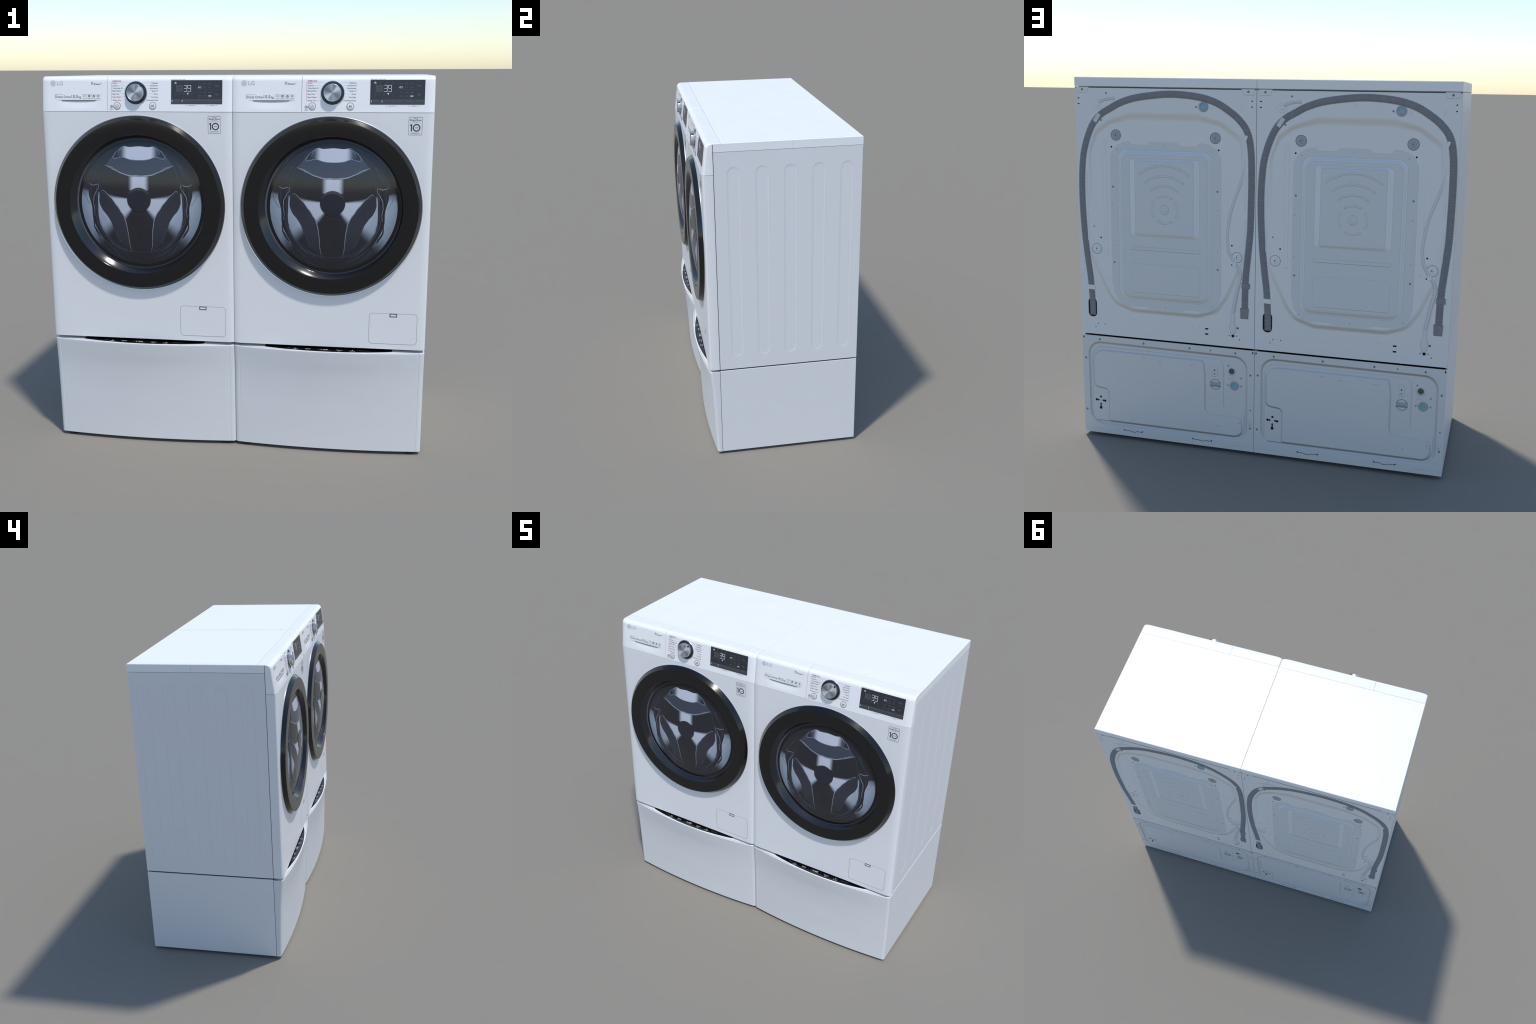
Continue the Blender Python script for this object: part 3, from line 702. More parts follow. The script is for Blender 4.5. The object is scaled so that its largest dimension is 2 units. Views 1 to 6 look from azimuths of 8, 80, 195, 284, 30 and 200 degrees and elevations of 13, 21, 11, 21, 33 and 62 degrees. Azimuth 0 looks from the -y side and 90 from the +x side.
patch("neck_reflection", [(-.054, .156), (-.050, .125), (-.046, .100), (-.042, .080)], [(.083, .156), (.079, .125), (.075, .100), (.071, .080)], LIGHT_NECK, .0003)  # painted reflection, bright down the middle
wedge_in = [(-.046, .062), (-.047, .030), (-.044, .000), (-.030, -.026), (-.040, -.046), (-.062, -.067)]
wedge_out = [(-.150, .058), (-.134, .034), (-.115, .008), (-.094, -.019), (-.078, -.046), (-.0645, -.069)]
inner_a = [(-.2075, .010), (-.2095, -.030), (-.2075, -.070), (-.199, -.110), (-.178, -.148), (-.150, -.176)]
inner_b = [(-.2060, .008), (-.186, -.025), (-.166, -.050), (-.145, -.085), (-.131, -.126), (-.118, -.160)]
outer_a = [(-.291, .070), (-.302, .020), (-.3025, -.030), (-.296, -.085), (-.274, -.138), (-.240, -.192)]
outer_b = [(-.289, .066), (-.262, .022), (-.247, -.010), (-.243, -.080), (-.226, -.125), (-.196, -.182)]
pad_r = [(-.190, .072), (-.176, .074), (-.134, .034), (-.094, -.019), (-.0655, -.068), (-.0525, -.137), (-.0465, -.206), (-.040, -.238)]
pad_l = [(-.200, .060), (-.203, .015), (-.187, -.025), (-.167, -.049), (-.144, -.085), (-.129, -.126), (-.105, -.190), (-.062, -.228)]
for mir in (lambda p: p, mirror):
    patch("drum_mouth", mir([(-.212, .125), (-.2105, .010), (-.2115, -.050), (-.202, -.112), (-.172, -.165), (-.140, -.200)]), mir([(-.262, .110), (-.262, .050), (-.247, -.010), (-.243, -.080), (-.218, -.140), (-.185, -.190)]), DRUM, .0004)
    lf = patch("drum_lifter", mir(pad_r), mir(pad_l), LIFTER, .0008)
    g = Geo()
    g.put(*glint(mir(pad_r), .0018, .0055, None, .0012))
    add("lifter_glint", g.v, g.f, LINE, lf, smooth=True)
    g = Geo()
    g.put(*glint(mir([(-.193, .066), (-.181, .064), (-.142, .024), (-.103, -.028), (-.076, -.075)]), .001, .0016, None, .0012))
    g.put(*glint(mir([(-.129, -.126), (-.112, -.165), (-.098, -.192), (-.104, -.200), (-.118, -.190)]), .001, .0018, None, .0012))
    add("lifter_glint", g.v, g.f, LINE_DIM, lf, smooth=True)
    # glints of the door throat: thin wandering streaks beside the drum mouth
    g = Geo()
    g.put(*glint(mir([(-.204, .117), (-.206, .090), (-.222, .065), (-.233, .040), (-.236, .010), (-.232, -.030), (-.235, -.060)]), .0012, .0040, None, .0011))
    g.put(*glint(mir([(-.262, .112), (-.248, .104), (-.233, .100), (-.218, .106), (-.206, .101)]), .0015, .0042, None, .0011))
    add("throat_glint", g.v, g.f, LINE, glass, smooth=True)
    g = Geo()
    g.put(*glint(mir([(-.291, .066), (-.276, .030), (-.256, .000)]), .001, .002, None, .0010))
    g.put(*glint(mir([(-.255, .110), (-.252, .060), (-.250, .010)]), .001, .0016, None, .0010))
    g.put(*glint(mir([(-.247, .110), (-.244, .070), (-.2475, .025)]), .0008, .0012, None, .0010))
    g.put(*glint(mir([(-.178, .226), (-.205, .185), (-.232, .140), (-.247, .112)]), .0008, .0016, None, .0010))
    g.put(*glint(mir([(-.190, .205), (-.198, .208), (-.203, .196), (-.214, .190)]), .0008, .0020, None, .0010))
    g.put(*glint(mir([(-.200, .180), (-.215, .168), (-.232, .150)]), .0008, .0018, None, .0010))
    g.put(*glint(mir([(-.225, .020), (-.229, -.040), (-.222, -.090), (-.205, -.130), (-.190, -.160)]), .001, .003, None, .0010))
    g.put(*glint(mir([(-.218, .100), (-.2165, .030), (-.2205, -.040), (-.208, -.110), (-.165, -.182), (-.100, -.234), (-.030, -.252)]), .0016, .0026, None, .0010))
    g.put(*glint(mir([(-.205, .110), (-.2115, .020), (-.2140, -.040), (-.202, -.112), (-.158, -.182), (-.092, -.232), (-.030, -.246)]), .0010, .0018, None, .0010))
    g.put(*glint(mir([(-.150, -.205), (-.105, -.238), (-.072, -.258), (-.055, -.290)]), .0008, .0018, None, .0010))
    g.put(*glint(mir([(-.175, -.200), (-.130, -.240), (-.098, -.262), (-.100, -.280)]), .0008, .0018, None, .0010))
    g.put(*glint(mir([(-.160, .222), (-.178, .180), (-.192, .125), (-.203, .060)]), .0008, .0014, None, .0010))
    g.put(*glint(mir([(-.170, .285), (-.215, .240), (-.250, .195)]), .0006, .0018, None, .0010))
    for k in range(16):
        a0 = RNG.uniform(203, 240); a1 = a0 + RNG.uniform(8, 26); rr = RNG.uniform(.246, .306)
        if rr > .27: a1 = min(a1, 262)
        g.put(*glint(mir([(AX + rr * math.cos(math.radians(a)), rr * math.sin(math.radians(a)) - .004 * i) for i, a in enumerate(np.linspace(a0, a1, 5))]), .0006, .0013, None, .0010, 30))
    add("throat_glint", g.v, g.f, LINE_DIM, glass, smooth=True)
    g = Geo()
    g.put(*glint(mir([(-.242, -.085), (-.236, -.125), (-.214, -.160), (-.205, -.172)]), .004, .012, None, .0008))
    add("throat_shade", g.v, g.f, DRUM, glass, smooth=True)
# dotted row of perforations along the drum mouth
g = Geo()
for a in np.linspace(math.radians(197), math.radians(343), 64):
    x, z = AX + .231 * math.cos(a), -.015 + .236 * math.sin(a)
    g.put(*dome_cap(x, z, .0020, .0004, on_glass, .0010, 8, 2))
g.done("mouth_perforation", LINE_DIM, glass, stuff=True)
# upper lifter
up_hi = [(-.160, .212), (-.140, .238), (-.100, .283), (-.050, .296), (.0145, .299), (.079, .296), (.129, .283), (.169, .238), (.189, .212)]
arc = [(-.168, .207), (-.138, .193), (-.103, .178), (-.048, .158), (.0145, .154), (.077, .158), (.132, .178), (.167, .193), (.197, .207)]
tl = patch("drum_lifter", up_hi, arc, LIFTER_TOP, .0008)
patch("lifter_reflection", [(-.112, .268), (-.070, .303), (-.036, .300), (.0145, .304), (.065, .300), (.099, .303), (.141, .268)], [(-.118, .246), (-.076, .251), (-.035, .239), (.0145, .235), (.064, .239), (.105, .251), (.147, .246)], LIGHT_TOP, .0012, tl)  # pale patch: reflection painted on the upper lifter
g = Geo()
g.put(*glint(arc, .0020, .0085, None, .0013)); g.put(*glint([(-.168, .207), (-.135, .197), (-.100, .182)], .001, .004, None, .0014)); g.put(*glint([(.197, .207), (.164, .197), (.129, .182)], .001, .004, None, .0014))
add("lifter_glint", g.v, g.f, LINE, tl)
g = Geo()
lo = [(-.070, .303), (-.098, .283), (-.119, .258), (-.124, .243), (-.104, .241), (-.076, .250), (-.035, .2375), (.0145, .2335), (.064, .2375), (.105, .250), (.133, .241), (.153, .243), (.148, .258), (.127, .283), (.099, .303)]
g.put(*glint(lo, .0022, .0026, None, .0015)); g.put(*glint([(-.066, .302), (-.085, .285), (-.098, .262)], .001, .0022, None, .0015)); g.put(*glint([(.095, .302), (.114, .285), (.127, .262)], .001, .0022, None, .0015))
add("lifter_glint", g.v, g.f, LINE, tl)
g = Geo()
g.put(*revolve([(.0632, .0004), (.0630, .0016), (.0600, .0020), (.0450, .0020), (.0300, .0020), (.0150, .0020), (.0001, .0020)], on_glass, AX, .0310, 80))
add("drum_hub", g.v, g.f, HUB, glass)

# ------------------------------------------------------------------ back panel
RELIEF_Y = BACK_Y
b_out = [(-.4988, .5965), (.4988, .5965), (.4988, 1.9372), (-.4988, 1.9372)]
cen_o = ccw(fillet([(-.437, 1.62), (-.429, 1.700), (-.318, 1.776), (-.190, 1.812), (.190, 1.812), (.318, 1.768), (.390, 1.715), (.432, 1.600), (.428, 1.120), (.441, 1.085), (.434, 1.030), (.347, .841), (.300, .775), (.190, .736), (-.190, .736), (-.300, .775), (-.362, .865), (-.434, 1.045), (-.444, 1.090), (-.438, 1.130)],
            [.15, .03, .10, .10, .10, .10, .06, .1, .02, .02, .02, .12, .08, .06, .06, .08, .12, .02, .02, .02], 5))
cen_i = inset(ccw(resample(cen_o, 240)), .030)
cen_i = ccw(fillet([(-.412, 1.60), (-.404, 1.672), (-.300, 1.748), (-.180, 1.768), (.190, 1.768), (.300, 1.742), (.375, 1.690), (.412, 1.600), (.410, 1.120), (.418, 1.085), (.410, 1.036), (.318, .846), (.270, .790), (.180, .764), (-.180, .764), (-.270, .790), (-.330, .866), (-.412, 1.045), (-.420, 1.090), (-.414, 1.130)],
            [.15, .03, .10, .10, .10, .10, .06, .1, .02, .02, .02, .12, .08, .06, .06, .08, .12, .02, .02, .02], 5))
DEP = -.0075
def floor_o(z): return DEP * (1 - 2 * (1.79 - z) / 1.04)   # below the frame at the top, proud of it at the bottom
def on_rec(x, z, o): return on_back(x, z, floor_o(z) + o)
def loft_floor(l0, l1, n=300, steps=8):
    a, b = np.array(resample(ccw(list(l0)), n)), np.array(resample(ccw(list(l1)), n))
    j = np.argmin(((b - a[0]) ** 2).sum(1)); b = np.roll(b, -j, 0); v = []; f = []
    for k in range(steps + 1):
        t = k / steps; e = t * t * (3 - 2 * t); v += [on_back(x, z, floor_o(z) * e) for x, z in a + (b - a) * t]
    for k in range(steps):
        for i in range(n): f.append((k * n + i, k * n + (i + 1) % n, (k + 1) * n + (i + 1) % n, (k + 1) * n + i))
    return v, f
hole_h = [(.431 + a, b) for a, b in rrect(-.026, .026, .6945 - 0, .800, .024, 8)]
g = Geo()
g.put(*plate(b_out, on_back, -.012, 0, [cen_o, hole_h]))
g.put(*loft_floor(cen_o, cen_i))
back = g.done("back_panel", STEEL_BACK, angle=25)
g = Geo(); g.put(*plate(cen_i, on_rec, -.002, 0)); g.done("back_recess", STEEL_BACK, back, angle=25)
# shallow beads pressed in the recess
g = Geo()
g.put(*raised(rrect(.325, .352, 1.04, 1.668, .013, 6), on_rec, -.0003, .0012, .006, 4))
g.put(*raised(fillet([(-.352, 1.05), (-.325, 1.05), (-.325, 1.60), (-.352, 1.60)], .013), on_rec, -.0003, .0008, .006, 4))
g.done("pressed_bead", STEEL_BACK, back)

cov_o = [(.306, 1.565), (.299, 1.600), (.268, 1.636), (.228, 1.656), (.193, 1.6595), (.183, 1.6440), (.091, 1.6440), (.080, 1.6595), (-.075, 1.6600), (-.088, 1.6425), (-.184, 1.6430), (-.192, 1.6605), (-.236, 1.6585), (-.284, 1.634), (-.309, 1.593), (-.313, 1.553),
         (-.314, .882), (-.300, .829), (-.262, .782), (-.215, .7660), (-.207, .7770), (-.110, .7770), (-.101, .7660), (.092, .7655), (.100, .7755), (.198, .7760), (.204, .7640), (.252, .784), (.290, .832), (.306, .900)]
cov_o = fillet(cov_o, [.03, .03, .03, .03, .004, .003, .003, .004, .004, .003, .003, .004, .03, .03, .03, .03, .03, .03, .03, .004, .003, .003, .004, .004, .003, .003, .004, .03, .03, .03], 3)
r1o = rrect(-.2635, .2625, .8135, 1.6160, .052, 8); r1i = rrect(-.2405, .2395, .8380, 1.5940, .040, 8)
r2o = rrect(-.1965, .1935, 1.1615, 1.5740, .024, 8); r2i = rrect(-.1655, .1645, 1.1755, 1.5605, .009, 8)
on_cov = lambda x, z, o: on_rec(x, z, .0016 + o)
g = Geo()
g.put(*plate(cov_o, on_cov, -.0016, 0, [r1o]))
g.put(*plate(r1i, on_cov, .0055, .0060, [r2o]))
g.put(*plate(r2i, on_cov, .0095, .0100))
cover = g.done("service_cover", COVER, angle=25)
g = Geo(); g.put(*loft(r1o, r1i, on_cov, 0, .0060, 6, 200)); g.put(*loft(r2o, r2i, on_cov, .0060, .0100, 6, 200))
g.done("cover_bevel", new_mat("painted_bevel_light", (0.80, 0.82, 0.82), rough=0.45, noise=0.008), cover, angle=25)  # brightness of the bevel walls painted as a paler tone
add("cover_gap_strip", *strip_line(resample(cov_o, 400), .0014, on_rec, 0, .0003, close=True), SEAM_SOFT, cover, smooth=False)  # thin strip along the cover outline, no gap is cut
on_fl = lambda x, z, o: on_cov(x, z, .0060 + o); on_in = lambda x, z, o: on_cov(x, z, .0100 + o)
COVER_SHADE = new_mat("cover_crease_shade", (0.50, 0.53, 0.55), rough=0.6, noise=0.03)
g = Geo()
g.put(*strip_line(resample(r1o, 240), .0016, on_cov, 0, .0003, close=True)); g.put(*strip_line(resample(r1i, 240), .0014, on_cov, .006, .0063, close=True))
g.put(*strip_line(resample(r2o, 240), .0014, on_cov, .006, .0063, close=True)); g.put(*strip_line(resample(r2i, 240), .0016, on_cov, .010, .0103, close=True))
g.done("cover_crease_shade", COVER_SHADE, cover, smooth=False)  # shade along the pressed edges, painted as thin dark strips
def arc_band(cx, cz, r, w, a0, a1, n=40):
    A = [(cx + (r + w / 2) * math.cos(a), cz + (r + w / 2) * math.sin(a)) for a in np.linspace(math.radians(a0), math.radians(a1), n)]
    B = [(cx + (r - w / 2) * math.cos(a), cz + (r - w / 2) * math.sin(a)) for a in np.linspace(math.radians(a1), math.radians(a0), n)]
    return A + B
g = Geo()
g.put(*raised(rrect(-.202, .197, 1.0835, 1.1065, .011, 6), on_fl, -.0003, .0016, .005, 4))
lr = rrect(-.201, .197, .8510, 1.0150, .010, 6); g.put(*raised(lr, on_fl, -.0003, -.0003 + .0014, .004, 4)); 
HC = 1.3095
for r, a in ((.230, 38.5), (.176, 38.5), (.124, 39), (.072, 38)):
    g.put(*raised(arc_band(-.001, HC, r, .0145, 90 - a, 90 + a), on_in, -.0003, .0016, .0045, 4))
for c in (180, 270, 0): g.put(*raised(arc_band(-.001, HC, .072, .0140, c - 36, c + 36), on_in, -.0003, .0014, .0045, 4))
g.put(*raised(circle(-.001, HC, .0275, 40), on_in, -.0003, .0022, .006, 4)); g.put(*raised(circle(-.001, HC, .0150, 32), on_in, .002, .0036, .006, 4))
g.done("pressed_relief", COVER, cover)

def screw(x, z, surf, parent, r=.0052, mat=BOLTGREY):
    v, f = dome_cap(x, z, r, r * .42, surf, 0, 14, 3)
    ob = add("screw", v, f, mat, parent)
    q = r * .5; t = r * .16
    v, f = plate([(x - q, z - t), (x - t, z - t), (x - t, z - q), (x + t, z - q), (x + t, z - t), (x + q, z - t), (x + q, z + t), (x + t, z + t), (x + t, z + q), (x - t, z + q), (x - t, z + t), (x - q, z + t)], surf, r * .36, r * .44)
    add("screw_slot_plate", v, f, SEAM, ob, smooth=False)  # dark raised cross in place of a cut slot
for x, z in ((.266, 1.618), (.001, 1.645), (-.266, 1.620), (.295, 1.322), (-.295, 1.323), (.294, 1.104), (-.295, 1.106), (.265, .807), (-.002, .780), (-.268, .808)):
    screw(x, z, on_cov, cover, .0036, COVER)
for x, z in ((.292, 1.418), (-.294, 1.418), (.292, 1.010), (-.296, 1.009)): screw(x, z, on_cov, cover, .0060)
for x, z in ((.352 + .0, 1.7665), (.320, 1.905), (-.179, 1.844)): screw(x, z, on_back, back, .0055)
# transit bolt plugs
for x, z, dark in ((.2700, 1.6905, 1), (-.2815, 1.6900, 1), (.3935, 1.0785, 0), (-.4003, 1.0812, 0)):
    b = add("transit_bolt_plug", *revolve([(.0290, 0), (.0285, .0012), (.0272, .0016), (.0262, .0008), (.0130, .0018), (.0115, .0048), (.0060, .0052), (.0001, .0052)], on_rec, x, z, 40), BOLTGREY if dark else STEEL_BACK, back)
    add("plug_ring", *plate(circle(x, z, .0285, 40), on_rec, 0, .0020, [circle(x, z, .0268, 40)]), SEAM, b, smooth=False)
    add("plug_slot_plate", *plate(rrect(x - .0010, x + .0045, z - .004, z + .005, .0015, 3), on_rec, .005, .0056), SEAM, b, smooth=False)  # dark plate on the plug in place of a slot
# small dark plates laid on the sheet in place of punched holes and slots
g = Geo()
for x, z, r in ((.297, 1.629, .0048), (-.2992, 1.6294, .0048), (.408, 1.200, .0032), (.3685, 1.141, .0045), (-.373, 1.142, .0045), (-.374, 1.040, .0042)):
    g.put(*plate(circle(x, z, r, 16), on_rec, 0, .0005))
for x, z, r in ((.400, .658, .0028), (.415, .639, .0028), (.358, .657, .0028), (-.381, .658, .0085), (-.361, .658, .0028), (-.401, .659, .0028), (-.417, .640, .0030), (-.407, .702, .0062), (-.476, 1.878, .0036), (-.476, 1.849, .0036)):
    g.put(*plate(circle(x, z, r, 16), on_back, 0, .0005))
for x, z in ((.479, 1.878), (.479, 1.849)):
    for d in (-.0026, .0026): g.put(*plate(circle(x + d, z, .0030, 12), on_back, 0, .0005 + abs(d + .0026) * .01))
for z in (.684, .655): g.put(*plate([(-.243, z - .004), (-.225, z - .004), (-.225, z + .004), (-.243, z + .004)], on_back, 0, .0005))
for s in (-1, 1): g.put(*plate([(s * .4900, 1.9325), (s * .4975, 1.9325), (s * .4975, 1.9365), (s * .4900, 1.9365)], on_back, 0, .0005))
g.put(*plate([(-.421, 1.9325), (.419, 1.9325), (.419, 1.9365), (-.421, 1.9365)], on_back, 0, .0005))
g.done("punched_hole_plate", HOLE_BLACK, back, smooth=False, stuff=True)
g = Geo()
for x, z in ((.104, .689), (-.150, .692), (-.191, .692)): g.put(*raised(circle(x, z, .0042, 14), on_back, -.0002, .0012, .002, 3))
g.put(*raised(rrect(-.008, .008, 1.864, 1.872, .003, 3), on_back, -.0002, .0010, .002, 3))
g.put(*raised(rrect(-.268, -.259, 1.832, 1.852, .004, 4), on_back, -.0002, .0014, .002, 3))
g.put(*raised(rrect(-.430, -.416, 1.832, 1.857, .005, 4), on_back, -.0002, .0012, .003, 3))
for s in (-1, 1):
    g.put(*strip_line([(s * .446, 1.878), (s * .432, 1.882), (s * .415, 1.911), (s * .323, 1.915)], .0020, on_back, 0, .0008))
    g.put(*strip_line([(s * .30, 1.795), (s * .36, 1.795), (s * .40, 1.775)], .0016, on_back, 0, .0006))
g.done("pressed_mark", STEEL_BACK, back)
# corner brackets under the top panel
for s in (-1, 1):
    br = add("corner_bracket", *raised(ccw([(s * .488, 1.9065), (s * .430, 1.9065), (s * .418, 1.9360), (s * .488, 1.9360)]), on_back, 0, .0022, .002, 3), STEEL_BACK, back)
    g = Geo()
    for x in (.484, .470, .443, .432): g.put(*box_bevel(s * x - .0012, s * x + .0012, BACK_Y, BACK_Y + .0034, 1.908, 1.935))
    g.done("bracket_rib", STEEL_BACK, br, smooth=False)
    screw(s * .456, 1.9235, lambda x, z, o: on_back(x, z, o + .0022), br, .0068)

# ------------------------------------------------------------------ hoses and cord on the back
def tube(path, wid, dep, base_o, n_around=12, rib=0.0, pitch=0.006, per=5, surf=on_back):
    """half-round pipe lying on the back wall; rib = height of the corrugation"""
    P = np.array(path); s = np.r_[0, np.cumsum(np.linalg.norm(np.diff(P, axis=0), axis=1))]
    m = max(24, int(s[-1] / pitch * per)) if rib else max(40, int(s[-1] / .008))
    t = np.linspace(0, s[-1], m); C = np.stack([np.interp(t, s, P[:, 0]), np.interp(t, s, P[:, 1])], 1)
    T = np.gradient(C, axis=0); T /= np.linalg.norm(T, axis=1)[:, None]; N = np.stack([-T[:, 1], T[:, 0]], 1)
    v = []; f = []
    for i in range(m):
        k = 1 + (rib * (0.5 + 0.5 * math.cos(2 * math.pi * t[i] / pitch)) - rib) / dep if rib else 1
        kw = 1 + (rib * math.cos(2 * math.pi * t[i] / pitch)) / wid if rib else 1
        for a in np.linspace(0, math.pi, n_around):
            q = C[i] + N[i] * wid * kw * math.cos(a)
            v.append(surf(q[0], q[1], base_o + dep * k * math.sin(a)))
    for i in range(m - 1):
        for j in range(n_around - 1):
            a = i * n_around + j; f.append((a, a + 1, a + n_around + 1, a + n_around))
    f += [tuple(range(n_around)), tuple(range((m - 1) * n_around, m * n_around))]
    return v, f
hose_pts = [(-.443, .800), (-.445, .816), (-.446, .882), (-.450, .985), (-.462, 1.112), (-.471, 1.212), (-.4745, 1.316), (-.4765, 1.462), (-.475, 1.583), (-.470, 1.645), (-.460, 1.702), (-.439, 1.749), (-.398, 1.795), (-.348, 1.832), (-.297, 1.862), (-.236, 1.884), (-.169, 1.897), (-.092, 1.904), (-.027, 1.905),
            (.039, 1.900), (.119, 1.890), (.183, 1.877), (.249, 1.854), (.298, 1.828), (.343, 1.803), (.374, 1.777), (.405, 1.737), (.429, 1.686), (.448, 1.630), (.461, 1.574), (.469, 1.498), (.4725, 1.421), (.4725, 1.330), (.469, 1.235), (.463, 1.141), (.451, 1.025), (.439, .930), (.435, .877), (.431, .812), (.429, .758), (.4285, .705)]
SHOWN = 1.6
hose = add("drain_hose", *tube(catmull(hose_pts, 900), .0182, .0070, -.0008, 11, .0019, .0072, 6), HOSE, angle=70)
add("hose_sleeve", *raised(fillet([(-.4215, .7560), (-.4645, .7560), (-.4670, .8130), (-.4205, .8130)], .003), on_back, 0, .0075, .003, 4), HOSE, hose)
add("sleeve_collar", *raised(fillet([(-.4200, .7960), (-.4668, .7960), (-.4680, .8140), (-.4190, .8140)], .002), on_back, 0, .0086, .002, 3), HOSE, hose)
add("hose_outlet", *plate(hole_h, on_back, -.0118, -.0105), HOLE_BLACK, back, smooth=False)
def clip(cx, cz, ang, L, W, mat, h=.0078):
    ca, sa = math.cos(ang), math.sin(ang); R = lambda u, w: (cx + u * ca - w * sa, cz + u * sa + w * ca)
    return raised(ccw([R(-L, -W), R(L, -W), R(L, W), R(-L, W)]), on_back, -.001, h, .0015, 3)
add("hose_clip", *clip(.437, .862, .03, .0260, .0135, None), STEEL_BACK, hose)
add("hose_clip", *clip(-.4495, .933, .03, .0235, .0150, None, .0060), HOSE, hose)
add("hose_clip", *clip(-.4445, 1.692, .35, .0075, .0180, None, .0085), STEEL_BACK, hose)
lab = add("hose_clip", *clip(.375, 1.778, math.radians(-55), .0255, .0120, None, .0085), WHITE, hose)
g = Geo()
for w in (-.0065, 0, .0065):
    a = math.radians(-55)
    for u in np.linspace(-.018, .018, 8):
        x, z = .375 + u * math.cos(a) - w * math.sin(a), .0 + 1.778 + u * math.sin(a) + w * math.cos(a)
        g.put(*plate(circle(x, z, .0013, 6), on_back, .0085, .0090))
g.done("clip_print", REDPRINT, lab, smooth=False)
g = Geo()
for s, z0, z1 in ((1, 1.30, 1.50), (1, 1.12, 1.28), (-1, 1.12, 1.28), (-1, 1.34, 1.52)):
    g.put(*raised(ccw(rrect(s * .4435 - .005, s * .4435 + .005, z0, z1, .003, 3)), on_back, -.0005, .0025, .002, 3))
g.done("hose_rail", STEEL_BACK, back)

SHOWN = 2.7
cord_pts = [(-.434, 1.690), (-.436, 1.655), (-.442, 1.606), (-.436, 1.533), (-.416, 1.460), (-.390, 1.390), (-.368, 1.322), (-.355, 1.255), (-.348, 1.190), (-.350, 1.145), (-.361, 1.100), (-.382, 1.061), (-.403, 1.032), (-.420, .998), (-.416, .957), (-.403, .900), (-.391, .837), (-.381, .785)]
cord = add("power_cord", *tube(catmull(cord_pts, 300), .0085, .0060, -.0012, 9, surf=lambda x, z, o: on_back(x, z, max(floor_o(z), -.0045) + o)), WHITE)
add("power_cord", *tube(catmull([(.366, 1.853), (.345, 1.866), (.319, 1.874), (.270, 1.880)], 60), .0075, .0055, -.001, 9), WHITE)
add("cord_grommet", *revolve([(.0265, 0), (.0262, .0014), (.0240, .0020), (.0235, .0008), (.0120, .0012), (.0100, .0048), (.0001, .0050)], on_back, .3680, 1.8490, 36), STEEL_BACK, back)
g = Geo()
g.put(*raised(fillet([(-.369, .730), (-.390, .730), (-.388, .786), (-.371, .786)], .003), on_back, -.001, .0062, .0025, 3))
for z in np.linspace(.738, .775, 6): g.put(*box_bevel(-.3915, -.3675, BACK_Y + .002, BACK_Y + .0066, z - .0018, z + .0018))
g.put(*raised(fillet([(-.364, .672), (-.394, .672), (-.400, .715), (-.391, .738), (-.368, .738), (-.358, .715)], .006), on_back, -.001, .0066, .004, 4))
g.put(*raised(rrect(-.391, -.369, .664, .690, .003, 3), on_back, -.001, .0040, .002, 3))
g.done("power_plug", WHITE, cord)
add("plug_rest", *plate(circle(-.378, .699, .0315, 40), on_back, 0, .0012, [circle(-.378, .699, .0295, 40)]), STEEL_BACK, cord, smooth=False)
add("cord_clip", *raised(fillet([(-.398, 1.030), (-.374, 1.038), (-.380, 1.062), (-.400, 1.054)], .003), on_rec, -.001, .0085, .002, 3), STEEL_BACK, cord)
# cold water inlet
inlet = add("water_inlet", *revolve([(.0262, 0), (.0262, .0040), (.0245, .0062), (.0190, .0062), (.0178, .0030)], on_back, -.2185, 1.8455, 40), CAPGREY)
add("inlet_valve", *revolve([(.0178, .001), (.0172, .0036), (.0001, .0036)], on_back, -.2195, 1.8463, 32), BLUE, inlet)
add("valve_slot", *plate([(-.2330 + .0, 1.8390), (-.2318, 1.8374), (-.2060, 1.8538), (-.2072, 1.8554)], on_back, .0036, .0042), PRINT_PALE, inlet, smooth=False)

RELIEF_Y = None
# ------------------------------------------------------------------ pedestal washer below
PZ0, PZ1, LZ = 0.0165, 0.5865, 0.5808
g = Geo()
for s in (-1, 1):
    g.put(*box_bevel(min(s * HX, s * (HX - .010)), max(s * HX, s * (HX - .010)), -.3715, BY, PZ0, PZ1, .0015, 2))
g.put(*box_bevel(-HX + .01, HX - .01, -.36, BY - .006, PZ0, PZ0 + .004))
ped = g.done("pedestal_cabinet", WHITE, angle=12)

LZ = 0.5808
EZ = np.array([(.0165, -.402), (.10, -.4045), (.172, -.4066), (.30, -.4108), (.412, -.4153), (.50, -.4215), (.5865, -.4300)])
MZ = np.array([(.0165, -.4305), (.12, -.4335), (.2245, -.4382), (.317, -.4432), (.437, -.4545), (.52, -.4675), (.5865, -.4778)])
ez, mz = catmull(EZ, 200), catmull(MZ, 200)
def ped_y(x, z):
    a = np.interp(z, ez[:, 0], ez[:, 1]); b = np.interp(z, mz[:, 0], mz[:, 1])
    y = b + (a - b) * (x / .5) ** 2
    t = np.clip((abs(x) - (HX - .020)) / .020, 0, 1); y += .011 * (1 - math.sqrt(max(0, 1 - t * t * .98)))
    d = abs(abs(x) - .4725); y += .0013 * max(0, 1 - d / .0022)
    return y
xe = HX - .020 + .020 * np.sin(np.linspace(0, math.pi / 2, 12))
xm = np.r_[np.linspace(0, .464, 34), np.linspace(.468, .477, 13)]
xh = np.array(sorted(set(np.round(np.r_[xm, xe], 5)))); xs = np.r_[-xh[::-1], xh[1:]]
zz = np.r_[np.linspace(PZ0, LZ - .004, 60), LZ - .002, LZ - .0006, LZ]
